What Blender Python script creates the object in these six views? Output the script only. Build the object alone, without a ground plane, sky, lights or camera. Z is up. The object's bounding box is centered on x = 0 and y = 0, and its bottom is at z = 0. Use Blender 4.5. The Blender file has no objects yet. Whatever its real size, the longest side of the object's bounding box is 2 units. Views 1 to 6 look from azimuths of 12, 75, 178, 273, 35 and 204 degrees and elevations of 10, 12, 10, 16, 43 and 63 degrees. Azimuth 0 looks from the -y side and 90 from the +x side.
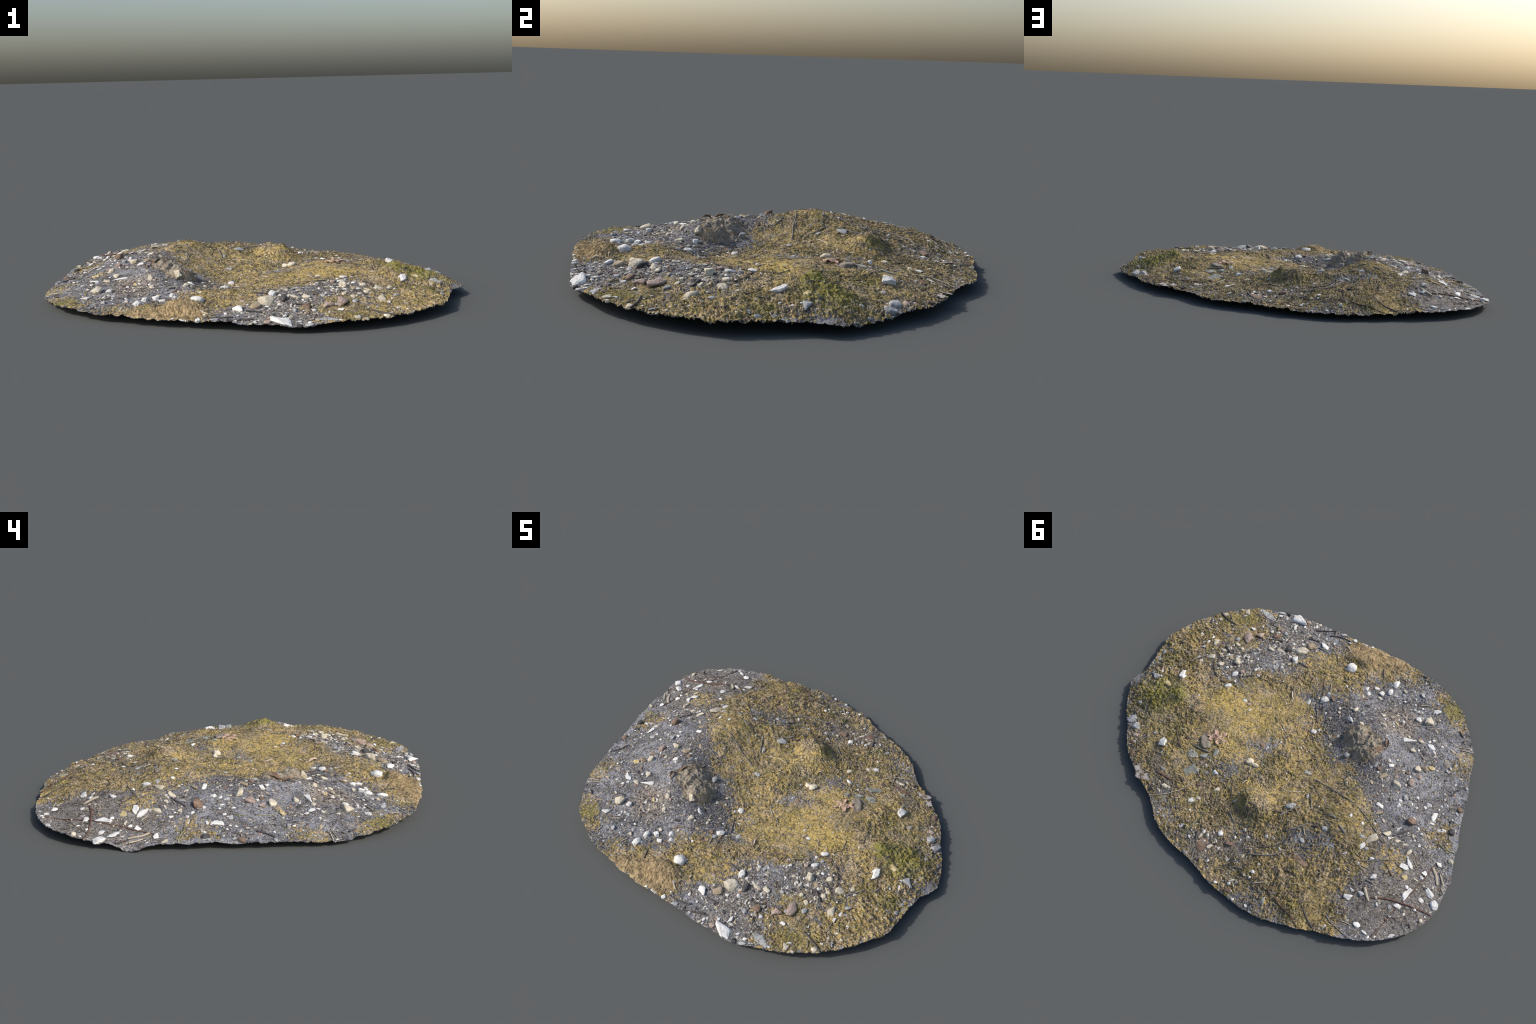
"""A mossy patch of gravelly soil: a thin uneven crust of ground with hummocks, bare grey soil,
ochre moss, stones, twigs and litter.  Metres, z up."""
import math

import bmesh
import bpy
import numpy as np
from mathutils import Matrix, Vector, noise

# ------------------------------------------------------------------ lie of the land
# knots of the ground surface (x, y, z), the rim of the patch, and where the larger
# stones (x, y, length mm, width mm, heading, rise, colour) and twigs (colour, radius mm, course) lie
GROUND_KNOTS = [
    (.315, -.835, .04), (.209, -.625, .065), (.218, -.551, .082), (.102, -.711, .054), (.173, -.68, .062), (.276, -.605, .078),
    (-.087, -.632, .063), (-.033, -.392, .07), (.05, -.346, .049), (.141, -.346, .065), (-.348, -.645, .048), (-.335, -.582, .054),
    (-.294, -.557, .048), (-.258, -.58, .047), (-.23, -.517, .065), (-.213, -.548, .056), (-.611, -.57, .046), (-.538, -.476, .057),
    (-.59, -.487, .06), (-.506, -.637, .048), (-.356, -.42, .074), (-.385, -.351, .095), (-.202, -.325, .072), (-.208, -.391, .079),
    (-.045, -.19, .047), (-.269, -.111, .069), (-.541, -.323, .082), (-.594, -.344, .081), (-.663, -.34, .073), (-.575, -.273, .087),
    (-.699, -.221, .073), (-.669, -.198, .081), (-.635, -.177, .088), (-.657, -.137, .087), (-.631, -.087, .098), (-.57, -.038, .109),
    (-.486, -.05, .127), (-.507, -.129, .117), (-.429, -.09, .132), (-.707, .121, .098), (-.637, .014, .1), (-.617, .039, .105),
    (-.619, .066, .109), (-.801, .03, .061), (-.864, .078, .041), (-.916, .065, .039), (-.53, .113, .124), (-.775, .332, .083),
    (-.761, .361, .086), (-.863, .332, .047), (-.813, .474, .065), (-.56, .298, .122), (-.624, .235, .11), (-.963, .468, .03),
    (-.921, .421, .041), (-.893, .471, .036), (-.641, .566, .087), (-.613, .573, .079), (-.562, .614, .079), (-.962, .219, .026),
    (-.825, .693, .034), (-.653, .71, .04), (-.307, .825, .031), (-.276, .538, .092), (-.161, .52, .09), (-.073, .484, .091),
    (-.108, .474, .09), (-.197, .39, .127), (-.128, .325, .123), (-.121, .293, .122), (-.024, .196, .074), (-.144, .178, .086),
    (.168, .123, .069), (-.127, .055, .066), (-.177, .088, .078), (-.614, .295, .13), (.65, .204, .071), (.441, .12, .101),
    (.386, .072, .102), (.446, .294, .067), (.478, .206, .084), (.409, .195, .084), (.361, .166, .099), (.321, .256, .078),
    (.673, .391, .049), (.272, .339, .069), (.372, .438, .055), (.345, .417, .057), (.153, .548, .055), (.307, .553, .062),
    (.731, -.214, .085), (.88, -.163, .068), (.791, -.128, .08), (.48, -.243, .097), (.743, -.564, .046), (.678, -.492, .065),
    (.723, -.48, .059), (.651, -.384, .08), (.518, -.584, .062), (.47, -.638, .057), (.874, .126, .038), (.834, .164, .045),
    (.482, -.404, .093), (.289, -.458, .091), (.164, .006, .071), (.162, -.171, .073), (.591, -.047, .106), (.418, -.199, .103),
    (.527, -.151, .099), (.569, -.166, .09), (.359, -.196, .092), (.315, -.155, .086), (-.625, -.69, .039), (-.563, -.678, .043),
    (-.261, -.677, .049), (-.867, -.168, .039), (-.912, -.077, .029), (-.782, -.253, .049), (-.339, .275, .163), (-.409, .319, .154),
    (-.329, .347, .139), (-.245, .438, .111), (-.203, .222, .111), (-.175, .2, .103), (-.006, .8, .032), (-.044, .835, .036),
    (-.067, .684, .071), (.088, .581, .06), (.213, .637, .052), (.069, .79, .035), (.593, .14, .081), (.589, -.306, .092),
    (.715, -.348, .074), (.58, -.465, .084), (.351, -.647, .064), (.159, -.823, .037), (-.369, .234, .176), (-.29, .215, .132),
    (-.28, .66, .088), (-.26, .56, .104), (-.25, .75, .066), (-.42, .7, .07), (.07, -.465, .088), (.04, .08, .08),
    (.82, -.42, .073), (.67, -.18, .106), (.85, -.017, .086), (.62, .3, .076), (.86, .2, .046), (-.43, -.27, .121),
    (-.435, -.18, .13), (-.3, -.34, .09), (-.37, -.335, .106), (-.216, -.304, .068), (-.345, -.05, .103), (-.364, .058, .139),
    (.25, .26, .086), (.4, -.38, .104), (-.19, -.69, .058), (-.312, .108, .132), (-.183, -.151, .044), (-.058, -.049, .054),
    (.15, -.06, .072), (.05, -.09, .068), (.365, -.087, .107), (.82, .038, .063), (-.068, -.671, .051), (-.82, .61, .042),
    (.32, -.26, .077),
]
KNOT_COUNT = len(GROUND_KNOTS)
RIM = [
    (.898, .154, .04), (.951, .059, .035), (.976, .001, .027), (.989, -.043, .032), (1.001, -.09, .037), (.99, -.127, .04),
    (.961, -.179, .043), (.951, -.246, .037), (.949, -.284, .04), (.945, -.348, .044), (.943, -.406, .043), (.941, -.45, .042),
    (.914, -.492, .041), (.883, -.538, .043), (.858, -.577, .045), (.832, -.612, .045), (.789, -.655, .043), (.744, -.701, .04),
    (.697, -.735, .041), (.654, -.766, .044), (.631, -.78, .045), (.577, -.81, .043), (.523, -.829, .045), (.463, -.844, .04),
    (.412, -.86, .03), (.385, -.866, .028), (.368, -.868, .029), (.332, -.874, .035), (.297, -.869, .039), (.244, -.867, .037),
    (.19, -.865, .033), (.122, -.86, .033), (.059, -.853, .044), (.026, -.851, .04), (-.024, -.845, .032), (-.056, -.843, .034),
    (-.105, -.837, .035), (-.173, -.841, .032), (-.248, -.825, .034), (-.312, -.823, .036), (-.364, -.805, .038), (-.414, -.794, .035),
    (-.492, -.777, .034), (-.562, -.751, .042), (-.614, -.717, .042), (-.668, -.69, .04), (-.717, -.651, .036), (-.75, -.62, .033),
    (-.783, -.575, .03), (-.813, -.523, .035), (-.845, -.479, .021), (-.864, -.441, .021), (-.883, -.393, .022), (-.891, -.348, .021),
    (-.9, -.279, .029), (-.914, -.211, .029), (-.929, -.13, .03), (-.935, -.062, .03), (-.943, .01, .032), (-.955, .07, .032),
    (-.968, .119, .032), (-.971, .176, .03), (-.979, .229, .037), (-.992, .279, .032), (-1, .309, .016), (-.991, .35, .008),
    (-.988, .402, .028), (-.983, .454, .032), (-.968, .524, .036), (-.94, .59, .04), (-.892, .655, .046), (-.837, .698, .044),
    (-.794, .73, .046), (-.729, .765, .046), (-.695, .777, .04), (-.635, .794, .037), (-.562, .812, .042), (-.506, .819, .033),
    (-.466, .821, .031), (-.423, .833, .032), (-.377, .848, .033), (-.336, .847, .029), (-.261, .86, .026), (-.204, .867, .031),
    (-.149, .864, .034), (-.088, .856, .032), (-.04, .842, .03), (.013, .826, .035), (.074, .812, .037), (.143, .783, .033),
    (.196, .751, .034), (.235, .734, .037), (.282, .715, .039), (.344, .695, .041), (.404, .67, .034), (.449, .643, .032),
    (.469, .631, .034), (.509, .599, .037), (.539, .552, .04), (.57, .518, .04), (.591, .492, .036), (.649, .451, .038),
    (.697, .42, .041), (.741, .379, .039), (.776, .343, .037), (.806, .316, .037), (.836, .274, .038), (.871, .207, .037),
    (.888, .169, .038),
]
STONES = [
    (.313, -.834, 108, 60, 155, .4, 'white'), (.652, .4, 115, 52, -176, .1, 'plate'), (.443, .116, 91, 52, 129, .4, 'mottled'), (.445, .292, 81, 57, -136, .2, 'lichen'),
    (.21, -.631, 76, 60, -159, .7, 'cream'), (.489, -.795, 110, 39, 159, .2, 'grey'), (.216, .637, 74, 48, -94, .14, 'brown'), (.701, .367, 81, 40, -153, .12, 'plate'),
    (-.275, .537, 90, 36, 167, .25, 'brown'), (.521, -.588, 73, 43, -88, .9, 'pink'), (-.084, -.636, 56, 55, -167, .8, 'white'), (.736, -.215, 67, 44, -109, .7, 'white'),
    (.479, .205, 65, 44, 143, .25, 'lichen'), (-.56, .297, 69, 36, -129, .5, 'cream'), (-.591, -.491, 54, 46, -160, .8, 'cream'), (.652, .201, 54, 43, -86, .8, 'white'),
    (.881, .126, 54, 42, -149, .8, 'grey'), (-.816, .475, 77, 29, -107, .35, 'white'), (.679, -.498, 56, 39, -92, .5, 'cream'), (.109, -.717, 57, 35, 162, .7, 'white'),
    (.175, -.685, 46, 42, -141, .6, 'tan'), (.838, .161, 45, 43, -136, .9, 'grey'), (-.539, -.324, 76, 25, -167, .6, 'white'), (-.962, .465, 49, 38, 140, .5, 'white'),
    (-.119, .292, 59, 32, -147, .6, 'grey'), (-.569, -.04, 56, 34, 146, .8, 'cream'), (.409, .193, 61, 30, -155, .5, 'lichen'), (.883, -.167, 55, 33, 140, .8, 'grey'),
    (-.346, -.648, 53, 32, -94, .7, 'white'), (-.707, .118, 41, 42, 142, 1, 'brown'), (-.776, .329, 62, 26, 150, .6, 'white'), (-.92, .419, 56, 29, 147, .4, 'white'),
    (-.802, .028, 59, 27, -97, .35, 'white'), (.472, -.641, 42, 38, 178, .8, 'pink'), (.185, .122, 41, 38, -175, .9, 'cream'), (-.759, .357, 53, 29, -170, .6, 'white'),
    (-.304, .825, 79, 19, -166, .3, 'tan'), (-.027, -.391, 46, 33, -145, .7, 'white'), (.362, .164, 59, 26, -84, .3, 'lichen'), (.22, -.555, 47, 32, -90, .8, 'white'),
    (.652, -.388, 46, 33, -167, .6, 'cream'), (-.63, -.09, 47, 32, -87, .9, 'pink'), (.502, -.403, 36, 40, -157, .9, 'cream'), (-.273, -.299, 44, 32, 135, 1, 'cream'),
    (.381, -.669, 39, 36, -156, .6, 'brown'), (.278, -.61, 33, 40, -151, .8, 'dark'), (.791, -.132, 49, 27, 166, .6, 'ochre'), (-.487, -.055, 51, 25, -126, .6, 'tan'),
    (-.561, .612, 45, 28, -170, .6, 'white'), (-.656, -.342, 47, 26, 150, .4, 'white'), (-.006, .8, 43, 29, -174, .6, 'brown'), (.726, -.484, 45, 27, -156, .3, 'white'),
    (.316, -.576, 53, 22, 178, .6, 'cream'), (-.865, .076, 57, 21, -157, .4, 'white'), (-.334, -.586, 42, 28, -86, .8, 'white'), (-.635, -.18, 35, 34, 157, .9, 'cream'),
    (-.698, -.224, 39, 30, 170, .5, 'ochre'), (-.624, .233, 52, 22, -136, .5, 'cream'), (.311, -.775, 47, 23, -90, .6, 'white'), (-.531, .353, 44, 25, -106, .5, 'white'),
    (-.657, -.138, 32, 33, 151, .7, 'pink'), (-.121, .055, 45, 24, 180, .4, 'grey'), (.367, -.569, 40, 26, 155, .6, 'cream'), (-.611, -.574, 38, 27, -137, .7, 'white'),
    (-.65, .712, 36, 28, 153, .5, 'white'), (.323, .255, 37, 27, -165, .7, 'white'), (.604, -.763, 39, 26, 115, .6, 'cream'), (-.538, -.48, 33, 31, -167, .7, 'white'),
    (.48, -.327, 41, 25, -123, .6, 'white'), (-.204, -.393, 35, 29, -146, .6, 'cream'), (.089, .58, 45, 23, -175, .8, 'brown'), (-.184, .79, 47, 21, -87, .8, 'lichen'),
    (.374, .435, 40, 25, -135, .4, 'white'), (-.044, -.193, 35, 28, -165, .7, 'white'), (-.915, .063, 32, 30, 139, .8, 'dark'), (.878, -.357, 42, 23, -140, .3, 'grey'),
    (-.67, -.201, 37, 26, 151, .8, 'tan'), (.291, -.467, 50, 19, 122, .3, 'grey'), (-.781, .402, 33, 29, 162, .2, 'ochre'), (.15, .127, 37, 26, 171, .9, 'cream'),
    (-.202, -.329, 43, 22, 162, .7, 'white'), (-.64, .473, 36, 26, -107, .6, 'white'), (-.293, -.559, 33, 28, 167, .8, 'white'), (-.268, -.114, 30, 31, -155, 1, 'grey'),
    (.163, .004, 37, 24, 172, .3, 'brown'), (-.533, .108, 45, 20, -178, .5, 'white'), (-.574, -.276, 31, 29, -162, .6, 'cream'), (.482, -.246, 36, 25, -164, .6, 'white'),
    (.713, -.707, 32, 27, 179, .6, 'cream'), (-.637, .01, 37, 23, 120, .8, 'grey'), (.372, .342, 41, 21, -179, .3, 'brown'), (-.911, -.077, 32, 27, 151, .6, 'brown'),
    (.598, .453, 40, 21, -145, .7, 'dark'), (.553, -.526, 32, 27, 178, .6, 'cream'), (-.212, -.551, 32, 26, -127, .6, 'white'), (.356, .582, 38, 22, -127, .2, 'grey'),
    (-.543, .146, 40, 20, -135, .4, 'tan'), (-.614, .571, 25, 32, 113, .7, 'white'), (.58, -.36, 30, 26, -171, .6, 'cream'), (-.384, -.354, 26, 30, -150, .6, 'cream'),
    (-.798, .548, 35, 23, 171, .4, 'white'), (-.33, -.698, 34, 23, -180, .2, 'grey'), (-.863, .33, 28, 28, 161, .3, 'white'), (-.328, .347, 32, 24, 179, .5, 'grey'),
    (-.593, -.348, 37, 21, 176, .6, 'cream'), (.606, -.416, 42, 18, 147, .6, 'cream'), (-.755, .274, 38, 20, -105, .7, 'cream'), (-.961, .217, 33, 23, 160, .7, 'cream'),
    (.786, .31, 34, 23, -82, .6, 'brown'), (-.228, -.522, 26, 29, 171, .6, 'white'), (.154, .546, 28, 27, -147, .7, 'white'), (-.894, .468, 31, 24, 176, .3, 'white'),
    (.82, .209, 34, 22, -176, .6, 'pink'), (-.513, .31, 30, 24, 177, .5, 'grey'), (.745, -.567, 34, 22, 124, .6, 'white'), (-.257, -.583, 31, 23, -171, .6, 'white'),
    (-.474, -.77, 38, 19, -179, .6, 'dark'), (-.174, .197, 42, 17, -75, .6, 'grey'), (.571, -.564, 26, 27, -155, .6, 'grey'), (.175, .63, 38, 18, -131, .4, 'cream'),
    (.542, -.418, 31, 22, 139, .6, 'tan'), (-.913, .255, 31, 23, -168, .5, 'white'), (-.618, .063, 26, 26, -152, .8, 'white'), (.256, -.846, 31, 22, -178, .6, 'pink'),
    (.523, -.669, 30, 22, -156, .6, 'white'), (.155, .546, 29, 23, -125, .7, 'white'), (-.505, -.131, 33, 20, -155, .7, 'white'), (-.823, .695, 40, 17, -125, .4, 'white'),
    (.051, -.348, 31, 22, -86, .6, 'white'), (.233, .486, 35, 19, -157, .4, 'cream'), (.539, .418, 34, 20, 162, .6, 'cream'), (-.505, -.641, 32, 21, 136, .8, 'grey'),
    (.275, .337, 30, 22, -133, .6, 'cream'), (.041, -.849, 34, 19, -170, .6, 'grey'), (-.782, -.254, 27, 24, 164, .4, 'grey'), (-.016, -.377, 25, 26, -162, .6, 'grey'),
    (.245, .599, 35, 18, -115, .4, 'cream'), (-.759, -.021, 31, 20, -176, .2, 'grey'), (.522, -.267, 25, 25, -158, .6, 'brown'), (-.259, -.444, 39, 16, -165, .6, 'dark'),
    (-.624, -.69, 41, 15, -178, .3, 'tan'), (.342, -.709, 26, 24, -169, .6, 'grey'), (.426, -.849, 35, 17, -165, .6, 'grey'), (.917, -.328, 29, 21, -90, .6, 'grey'),
    (-.763, .568, 32, 19, 128, .3, 'grey'), (-.029, -.837, 24, 24, 169, .6, 'white'), (.727, -.44, 35, 17, -128, .6, 'grey'), (.413, .233, 28, 21, -116, .3, 'pink'),
    (.631, .123, 36, 16, -133, .3, 'grey'), (.447, -.354, 23, 25, -159, .6, 'pink'), (.388, -.865, 22, 26, -155, .6, 'dark'), (-.429, -.095, 30, 19, -95, .8, 'grey'),
    (-.356, -.423, 23, 25, -165, .6, 'cream'), (.516, -.5, 21, 27, -155, .6, 'cream'), (.346, .415, 29, 19, 171, .6, 'cream'), (-.082, -.477, 26, 21, -132, .6, 'brown'),
    (-.067, -.41, 29, 19, 140, .6, 'brown'), (-.685, .246, 32, 17, -151, .2, 'cream'), (-.452, -.083, 24, 22, 172, .6, 'brown'), (-.298, -.526, 27, 19, -179, .6, 'cream'),
    (.034, .013, 26, 20, 150, .3, 'dark'), (-.407, -.597, 26, 20, 157, .6, 'grey'), (-.666, .183, 32, 16, -138, .3, 'white'), (-.049, .701, 28, 18, 143, .6, 'cream'),
    (.603, -.453, 25, 21, 165, .6, 'cream'), (-.245, .438, 28, 19, 153, .6, 'grey'), (-.034, -.429, 26, 19, -95, .6, 'grey'), (-.467, .421, 24, 21, -97, .6, 'grey'),
    (-.519, -.528, 25, 20, 169, .6, 'white'), (-.157, -.155, 27, 18, -136, .6, 'cream'), (.282, .706, 32, 15, 163, .6, 'grey'), (.886, .021, 21, 23, -123, .6, 'grey'),
    (-.08, .285, 25, 19, -112, .6, 'tan'), (.721, .16, 25, 19, -162, .6, 'grey'), (.379, -.4, 32, 15, -136, .6, 'white'), (.559, .45, 35, 14, 144, .6, 'cream'),
    (.694, -.343, 21, 22, -159, .6, 'cream'), (.429, -.536, 27, 17, 177, .6, 'grey'), (.491, .403, 29, 16, 163, .6, 'dark'), (.587, .338, 34, 14, 172, .6, 'lichen'),
    (-.697, .733, 34, 14, 151, .6, 'white'), (.273, -.657, 24, 19, 157, .6, 'white'), (.823, .247, 27, 17, 179, .6, 'brown'), (.71, -.525, 22, 21, -131, .6, 'white'),
    (-.646, .251, 30, 15, -151, .4, 'white'), (.36, -.197, 26, 17, -178, .6, 'white'), (.775, -.525, 26, 17, 116, .6, 'white'), (-.929, .57, 22, 20, 139, .8, 'cream'),
    (.016, .703, 33, 14, -160, .6, 'white'), (-.447, .007, 31, 14, 124, .4, 'tan'), (-.441, -.399, 29, 15, 134, .6, 'ochre'), (-.566, .57, 29, 15, 144, .6, 'white'),
    (-.406, -.625, 21, 21, -167, .6, 'cream'), (.268, -.492, 21, 20, -154, .6, 'cream'), (-.551, -.08, 25, 17, -140, .6, 'tan'), (-.929, .056, 39, 11, -80, .6, 'grey'),
    (.497, -.288, 19, 23, -158, .6, 'grey'), (-.788, -.194, 21, 20, -150, .3, 'dark'), (.361, -.371, 25, 16, 163, .6, 'white'), (-.513, .783, 22, 18, 143, .4, 'white'),
    (.163, .362, 24, 17, -159, .3, 'white'), (.917, -.275, 20, 20, -166, .6, 'grey'), (-.209, -.488, 24, 17, -93, .6, 'cream'), (-.09, -.84, 40, 10, 172, .6, 'white'),
    (.605, -.739, 33, 12, -158, .6, 'white'), (.42, -.693, 19, 20, -156, .6, 'white'), (.331, -.189, 23, 17, -137, .6, 'pink'), (.291, .416, 32, 12, -109, .6, 'cream'),
    (-.596, -.135, 24, 16, -167, .6, 'brown'), (.862, -.204, 25, 15, 118, .6, 'white'), (-.634, -.283, 20, 19, 173, .3, 'dark'), (-.001, .747, 32, 12, -150, .6, 'white'),
    (-.581, .179, 29, 13, 147, .6, 'cream'), (.641, -.769, 22, 17, -158, .6, 'cream'), (-.726, .243, 35, 10, -155, .3, 'cream'), (.941, .033, 18, 20, -169, .6, 'grey'),
    (-.773, -.377, 30, 12, 176, .6, 'tan'), (-.617, .035, 23, 16, 174, .6, 'white'), (.762, -.643, 26, 14, 140, .6, 'grey'), (.576, -.421, 19, 19, -159, .6, 'tan'),
    (-.557, .356, 23, 16, -156, .6, 'grey'), (.733, -.629, 33, 11, 123, .6, 'grey'), (-.158, .519, 18, 20, -159, .8, 'white'), (.432, .401, 25, 14, 162, .6, 'brown'),
    (-.066, .683, 24, 15, 180, .6, 'white'), (.423, -.824, 24, 15, -152, .6, 'white'), (-.101, -.509, 24, 15, -141, .6, 'white'), (.857, .208, 22, 16, 178, .6, 'tan'),
    (.783, .243, 24, 14, -127, .6, 'brown'), (.72, -.386, 26, 13, -157, .6, 'tan'), (-.497, -.532, 23, 15, -179, .6, 'grey'), (.746, .279, 21, 16, -163, .6, 'brown'),
    (-.806, .068, 32, 11, -163, .6, 'white'), (.724, -.66, 17, 19, -157, .6, 'cream'), (-.071, .481, 22, 15, 162, .6, 'white'), (-.742, .185, 22, 15, 143, .6, 'cream'),
    (-.266, .19, 30, 11, 120, .6, 'grey'), (-.072, .481, 20, 16, -179, .8, 'white'), (-.681, -.322, 29, 12, 140, .3, 'white'), (.238, -.512, 22, 15, -130, .6, 'cream'),
    (-.598, -.625, 19, 18, 170, .6, 'grey'), (-.042, .833, 19, 17, -160, .6, 'white'), (-.255, -.38, 22, 15, -85, .6, 'grey'), (-.905, -.206, 21, 16, -152, .6, 'grey'),
    (-.905, -.047, 24, 13, 139, .6, 'grey'), (-.703, .586, 21, 15, 134, .6, 'white'), (.198, .511, 22, 14, -104, .6, 'tan'), (.104, -.625, 19, 16, -166, .6, 'pink'),
    (-.744, .005, 19, 16, -171, .6, 'white'), (.499, -.607, 17, 18, -156, .6, 'grey'), (-.837, .385, 29, 10, 179, .6, 'cream'), (-.219, .737, 30, 10, -149, .6, 'grey'),
    (.241, -.45, 24, 13, 114, .6, 'cream'), (.205, -.838, 22, 14, -91, .6, 'white'), (.395, -.724, 23, 13, 151, .6, 'white'), (-.034, -.749, 21, 14, -166, .6, 'grey'),
    (.265, -.806, 17, 17, -153, .6, 'white'), (.624, .214, 21, 14, -101, .6, 'grey'), (.432, -.44, 21, 14, -144, .6, 'cream'), (-.027, .75, 17, 17, -161, .6, 'grey'),
    (-.063, .659, 22, 13, 124, .6, 'white'), (.356, -.597, 27, 11, 121, .6, 'white'), (.459, -.285, 19, 15, 141, .6, 'white'), (.068, -.765, 15, 19, -154, .6, 'white'),
    (.743, -.51, 20, 14, -128, .6, 'white'), (.788, -.596, 17, 16, -155, .6, 'cream'), (.021, -.352, 23, 12, -172, .6, 'cream'), (.235, .626, 23, 12, -115, .6, 'cream'),
    (-.49, .246, 18, 16, -149, .6, 'white'), (-.654, -.387, 18, 15, -162, .6, 'white'), (.193, -.86, 20, 14, -154, .6, 'cream'), (-.754, .302, 18, 15, 144, .6, 'grey'),
    (-.715, .089, 17, 16, 159, .6, 'white'), (-.095, .628, 20, 13, 142, .6, 'white'), (-.116, .84, 21, 13, 144, .6, 'white'), (.241, -.394, 17, 16, -154, .6, 'tan'),
    (.515, .418, 18, 15, -158, .6, 'cream'), (-.538, -.535, 23, 12, 109, .6, 'white'), (-.105, .475, 18, 15, -159, .6, 'white'), (-.629, -.063, 23, 11, -173, .6, 'pink'),
    (-.13, -.349, 18, 14, 149, .6, 'cream'), (-.392, -.328, 20, 13, 175, .6, 'cream'), (-.423, -.455, 20, 13, -110, .6, 'cream'), (.077, .543, 18, 14, -160, .6, 'white'),
    (.852, -.172, 15, 17, -160, .6, 'white'), (-.813, .14, 22, 11, 174, .6, 'white'), (.518, -.362, 17, 15, -158, .6, 'cream'), (-.528, -.349, 16, 15, 172, .6, 'cream'),
    (-.754, .132, 18, 13, 156, .6, 'white'), (-.637, -.366, 17, 15, -151, .6, 'white'), (.828, -.235, 20, 12, 166, .6, 'white'), (-.429, -.37, 17, 14, 156, .6, 'cream'),
    (-.86, -.244, 21, 11, -146, .6, 'cream'), (-.002, .617, 19, 12, -117, .6, 'cream'), (-.49, .076, 18, 13, -150, .6, 'brown'), (-.589, -.005, 24, 9, 135, .6, 'cream'),
    (.314, -.157, 21, 11, -116, .6, 'white'), (-.572, -.136, 20, 11, -161, .6, 'cream'), (-.123, -.371, 14, 16, -160, .6, 'cream'), (.95, -.244, 16, 14, -165, .6, 'white'),
    (.341, .682, 16, 14, -160, .6, 'cream'), (.21, .582, 20, 11, 173, .6, 'cream'), (.295, .624, 16, 14, -159, .6, 'cream'), (.538, -.351, 18, 12, 140, .6, 'cream'),
    (-.599, .395, 23, 9, -146, .6, 'white'), (-.856, .363, 21, 10, -170, .6, 'cream'), (-.011, -.802, 13, 16, -152, .6, 'white'), (.154, .701, 15, 14, -158, .6, 'white'),
    (-.547, .44, 19, 11, 143, .6, 'white'), (-.372, -.401, 15, 14, -151, .6, 'cream'), (-.789, -.273, 18, 12, 152, .6, 'tan'), (-.882, .529, 15, 14, -154, .6, 'grey'),
    (.405, -.467, 15, 14, -156, .6, 'grey'), (-.429, -.562, 15, 14, -155, .6, 'cream'), (-.787, .213, 18, 11, 162, .6, 'white'), (.581, -.328, 13, 16, -158, .6, 'white'),
    (.235, .571, 20, 10, -114, .6, 'cream'), (-.751, .735, 15, 13, -157, .6, 'ochre'), (.631, .254, 17, 11, 117, .6, 'cream'), (-.603, -.29, 14, 13, -153, .6, 'cream'),
    (.07, .79, 18, 11, 130, .6, 'white'), (-.084, .677, 17, 11, -160, .6, 'white'), (-.424, .238, 16, 12, -151, .6, 'tan'), (-.678, .022, 14, 13, -150, .6, 'white'),
    (.87, -.224, 13, 14, -163, .6, 'white'), (-.843, -.197, 16, 12, 174, .6, 'white'), (-.533, -.558, 14, 13, -179, .6, 'white'), (-.615, -.119, 14, 13, -150, .6, 'white'),
    (.016, .517, 17, 10, -161, .6, 'grey'), (-.723, .747, 17, 11, 161, .6, 'white'), (-.692, -.027, 16, 11, -150, .6, 'white'), (-.443, -.474, 12, 15, -153, .6, 'cream'),
    (-.136, -.834, 15, 11, -154, .6, 'white'), (-.807, .443, 16, 10, -151, .6, 'cream'), (.005, .768, 17, 10, -150, .6, 'cream'), (-.079, .707, 15, 11, -161, .6, 'cream'),
    (.158, .594, 16, 10, -173, .6, 'white'), (-.842, .572, 15, 10, -155, .6, 'white'), (.67, -.444, 11, 15, -160, .6, 'white'), (-.812, -.023, 15, 11, -149, .6, 'white'),
    (.356, .493, 14, 11, -158, .6, 'white'), (-.706, .028, 13, 11, 164, .6, 'white'), (-.759, .202, 13, 11, 167, .6, 'cream'), (-.489, -.567, 13, 11, -155, .6, 'ochre'),
    (.075, .542, 12, 12, -160, .6, 'white'), (.15, .62, 12, 11, -157, .6, 'white'), (-.48, -.601, 10, 13, -155, .6, 'white'), (.505, .562, 12, 11, -159, .6, 'white'),
    (.046, .541, 11, 12, -161, .6, 'white'), (-.94, .541, 11, 11, -155, .6, 'dark'), (-.894, -.004, 12, 9, -152, .6, 'white'), (-.494, -.096, 11, 10, -150, .6, 'pink'),
    (-.839, -.013, 14, 8, 142, .6, 'white'), (.058, .657, 11, 10, -160, .6, 'white'), (-.846, -.067, 10, 8, -150, .6, 'white'),
]
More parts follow.
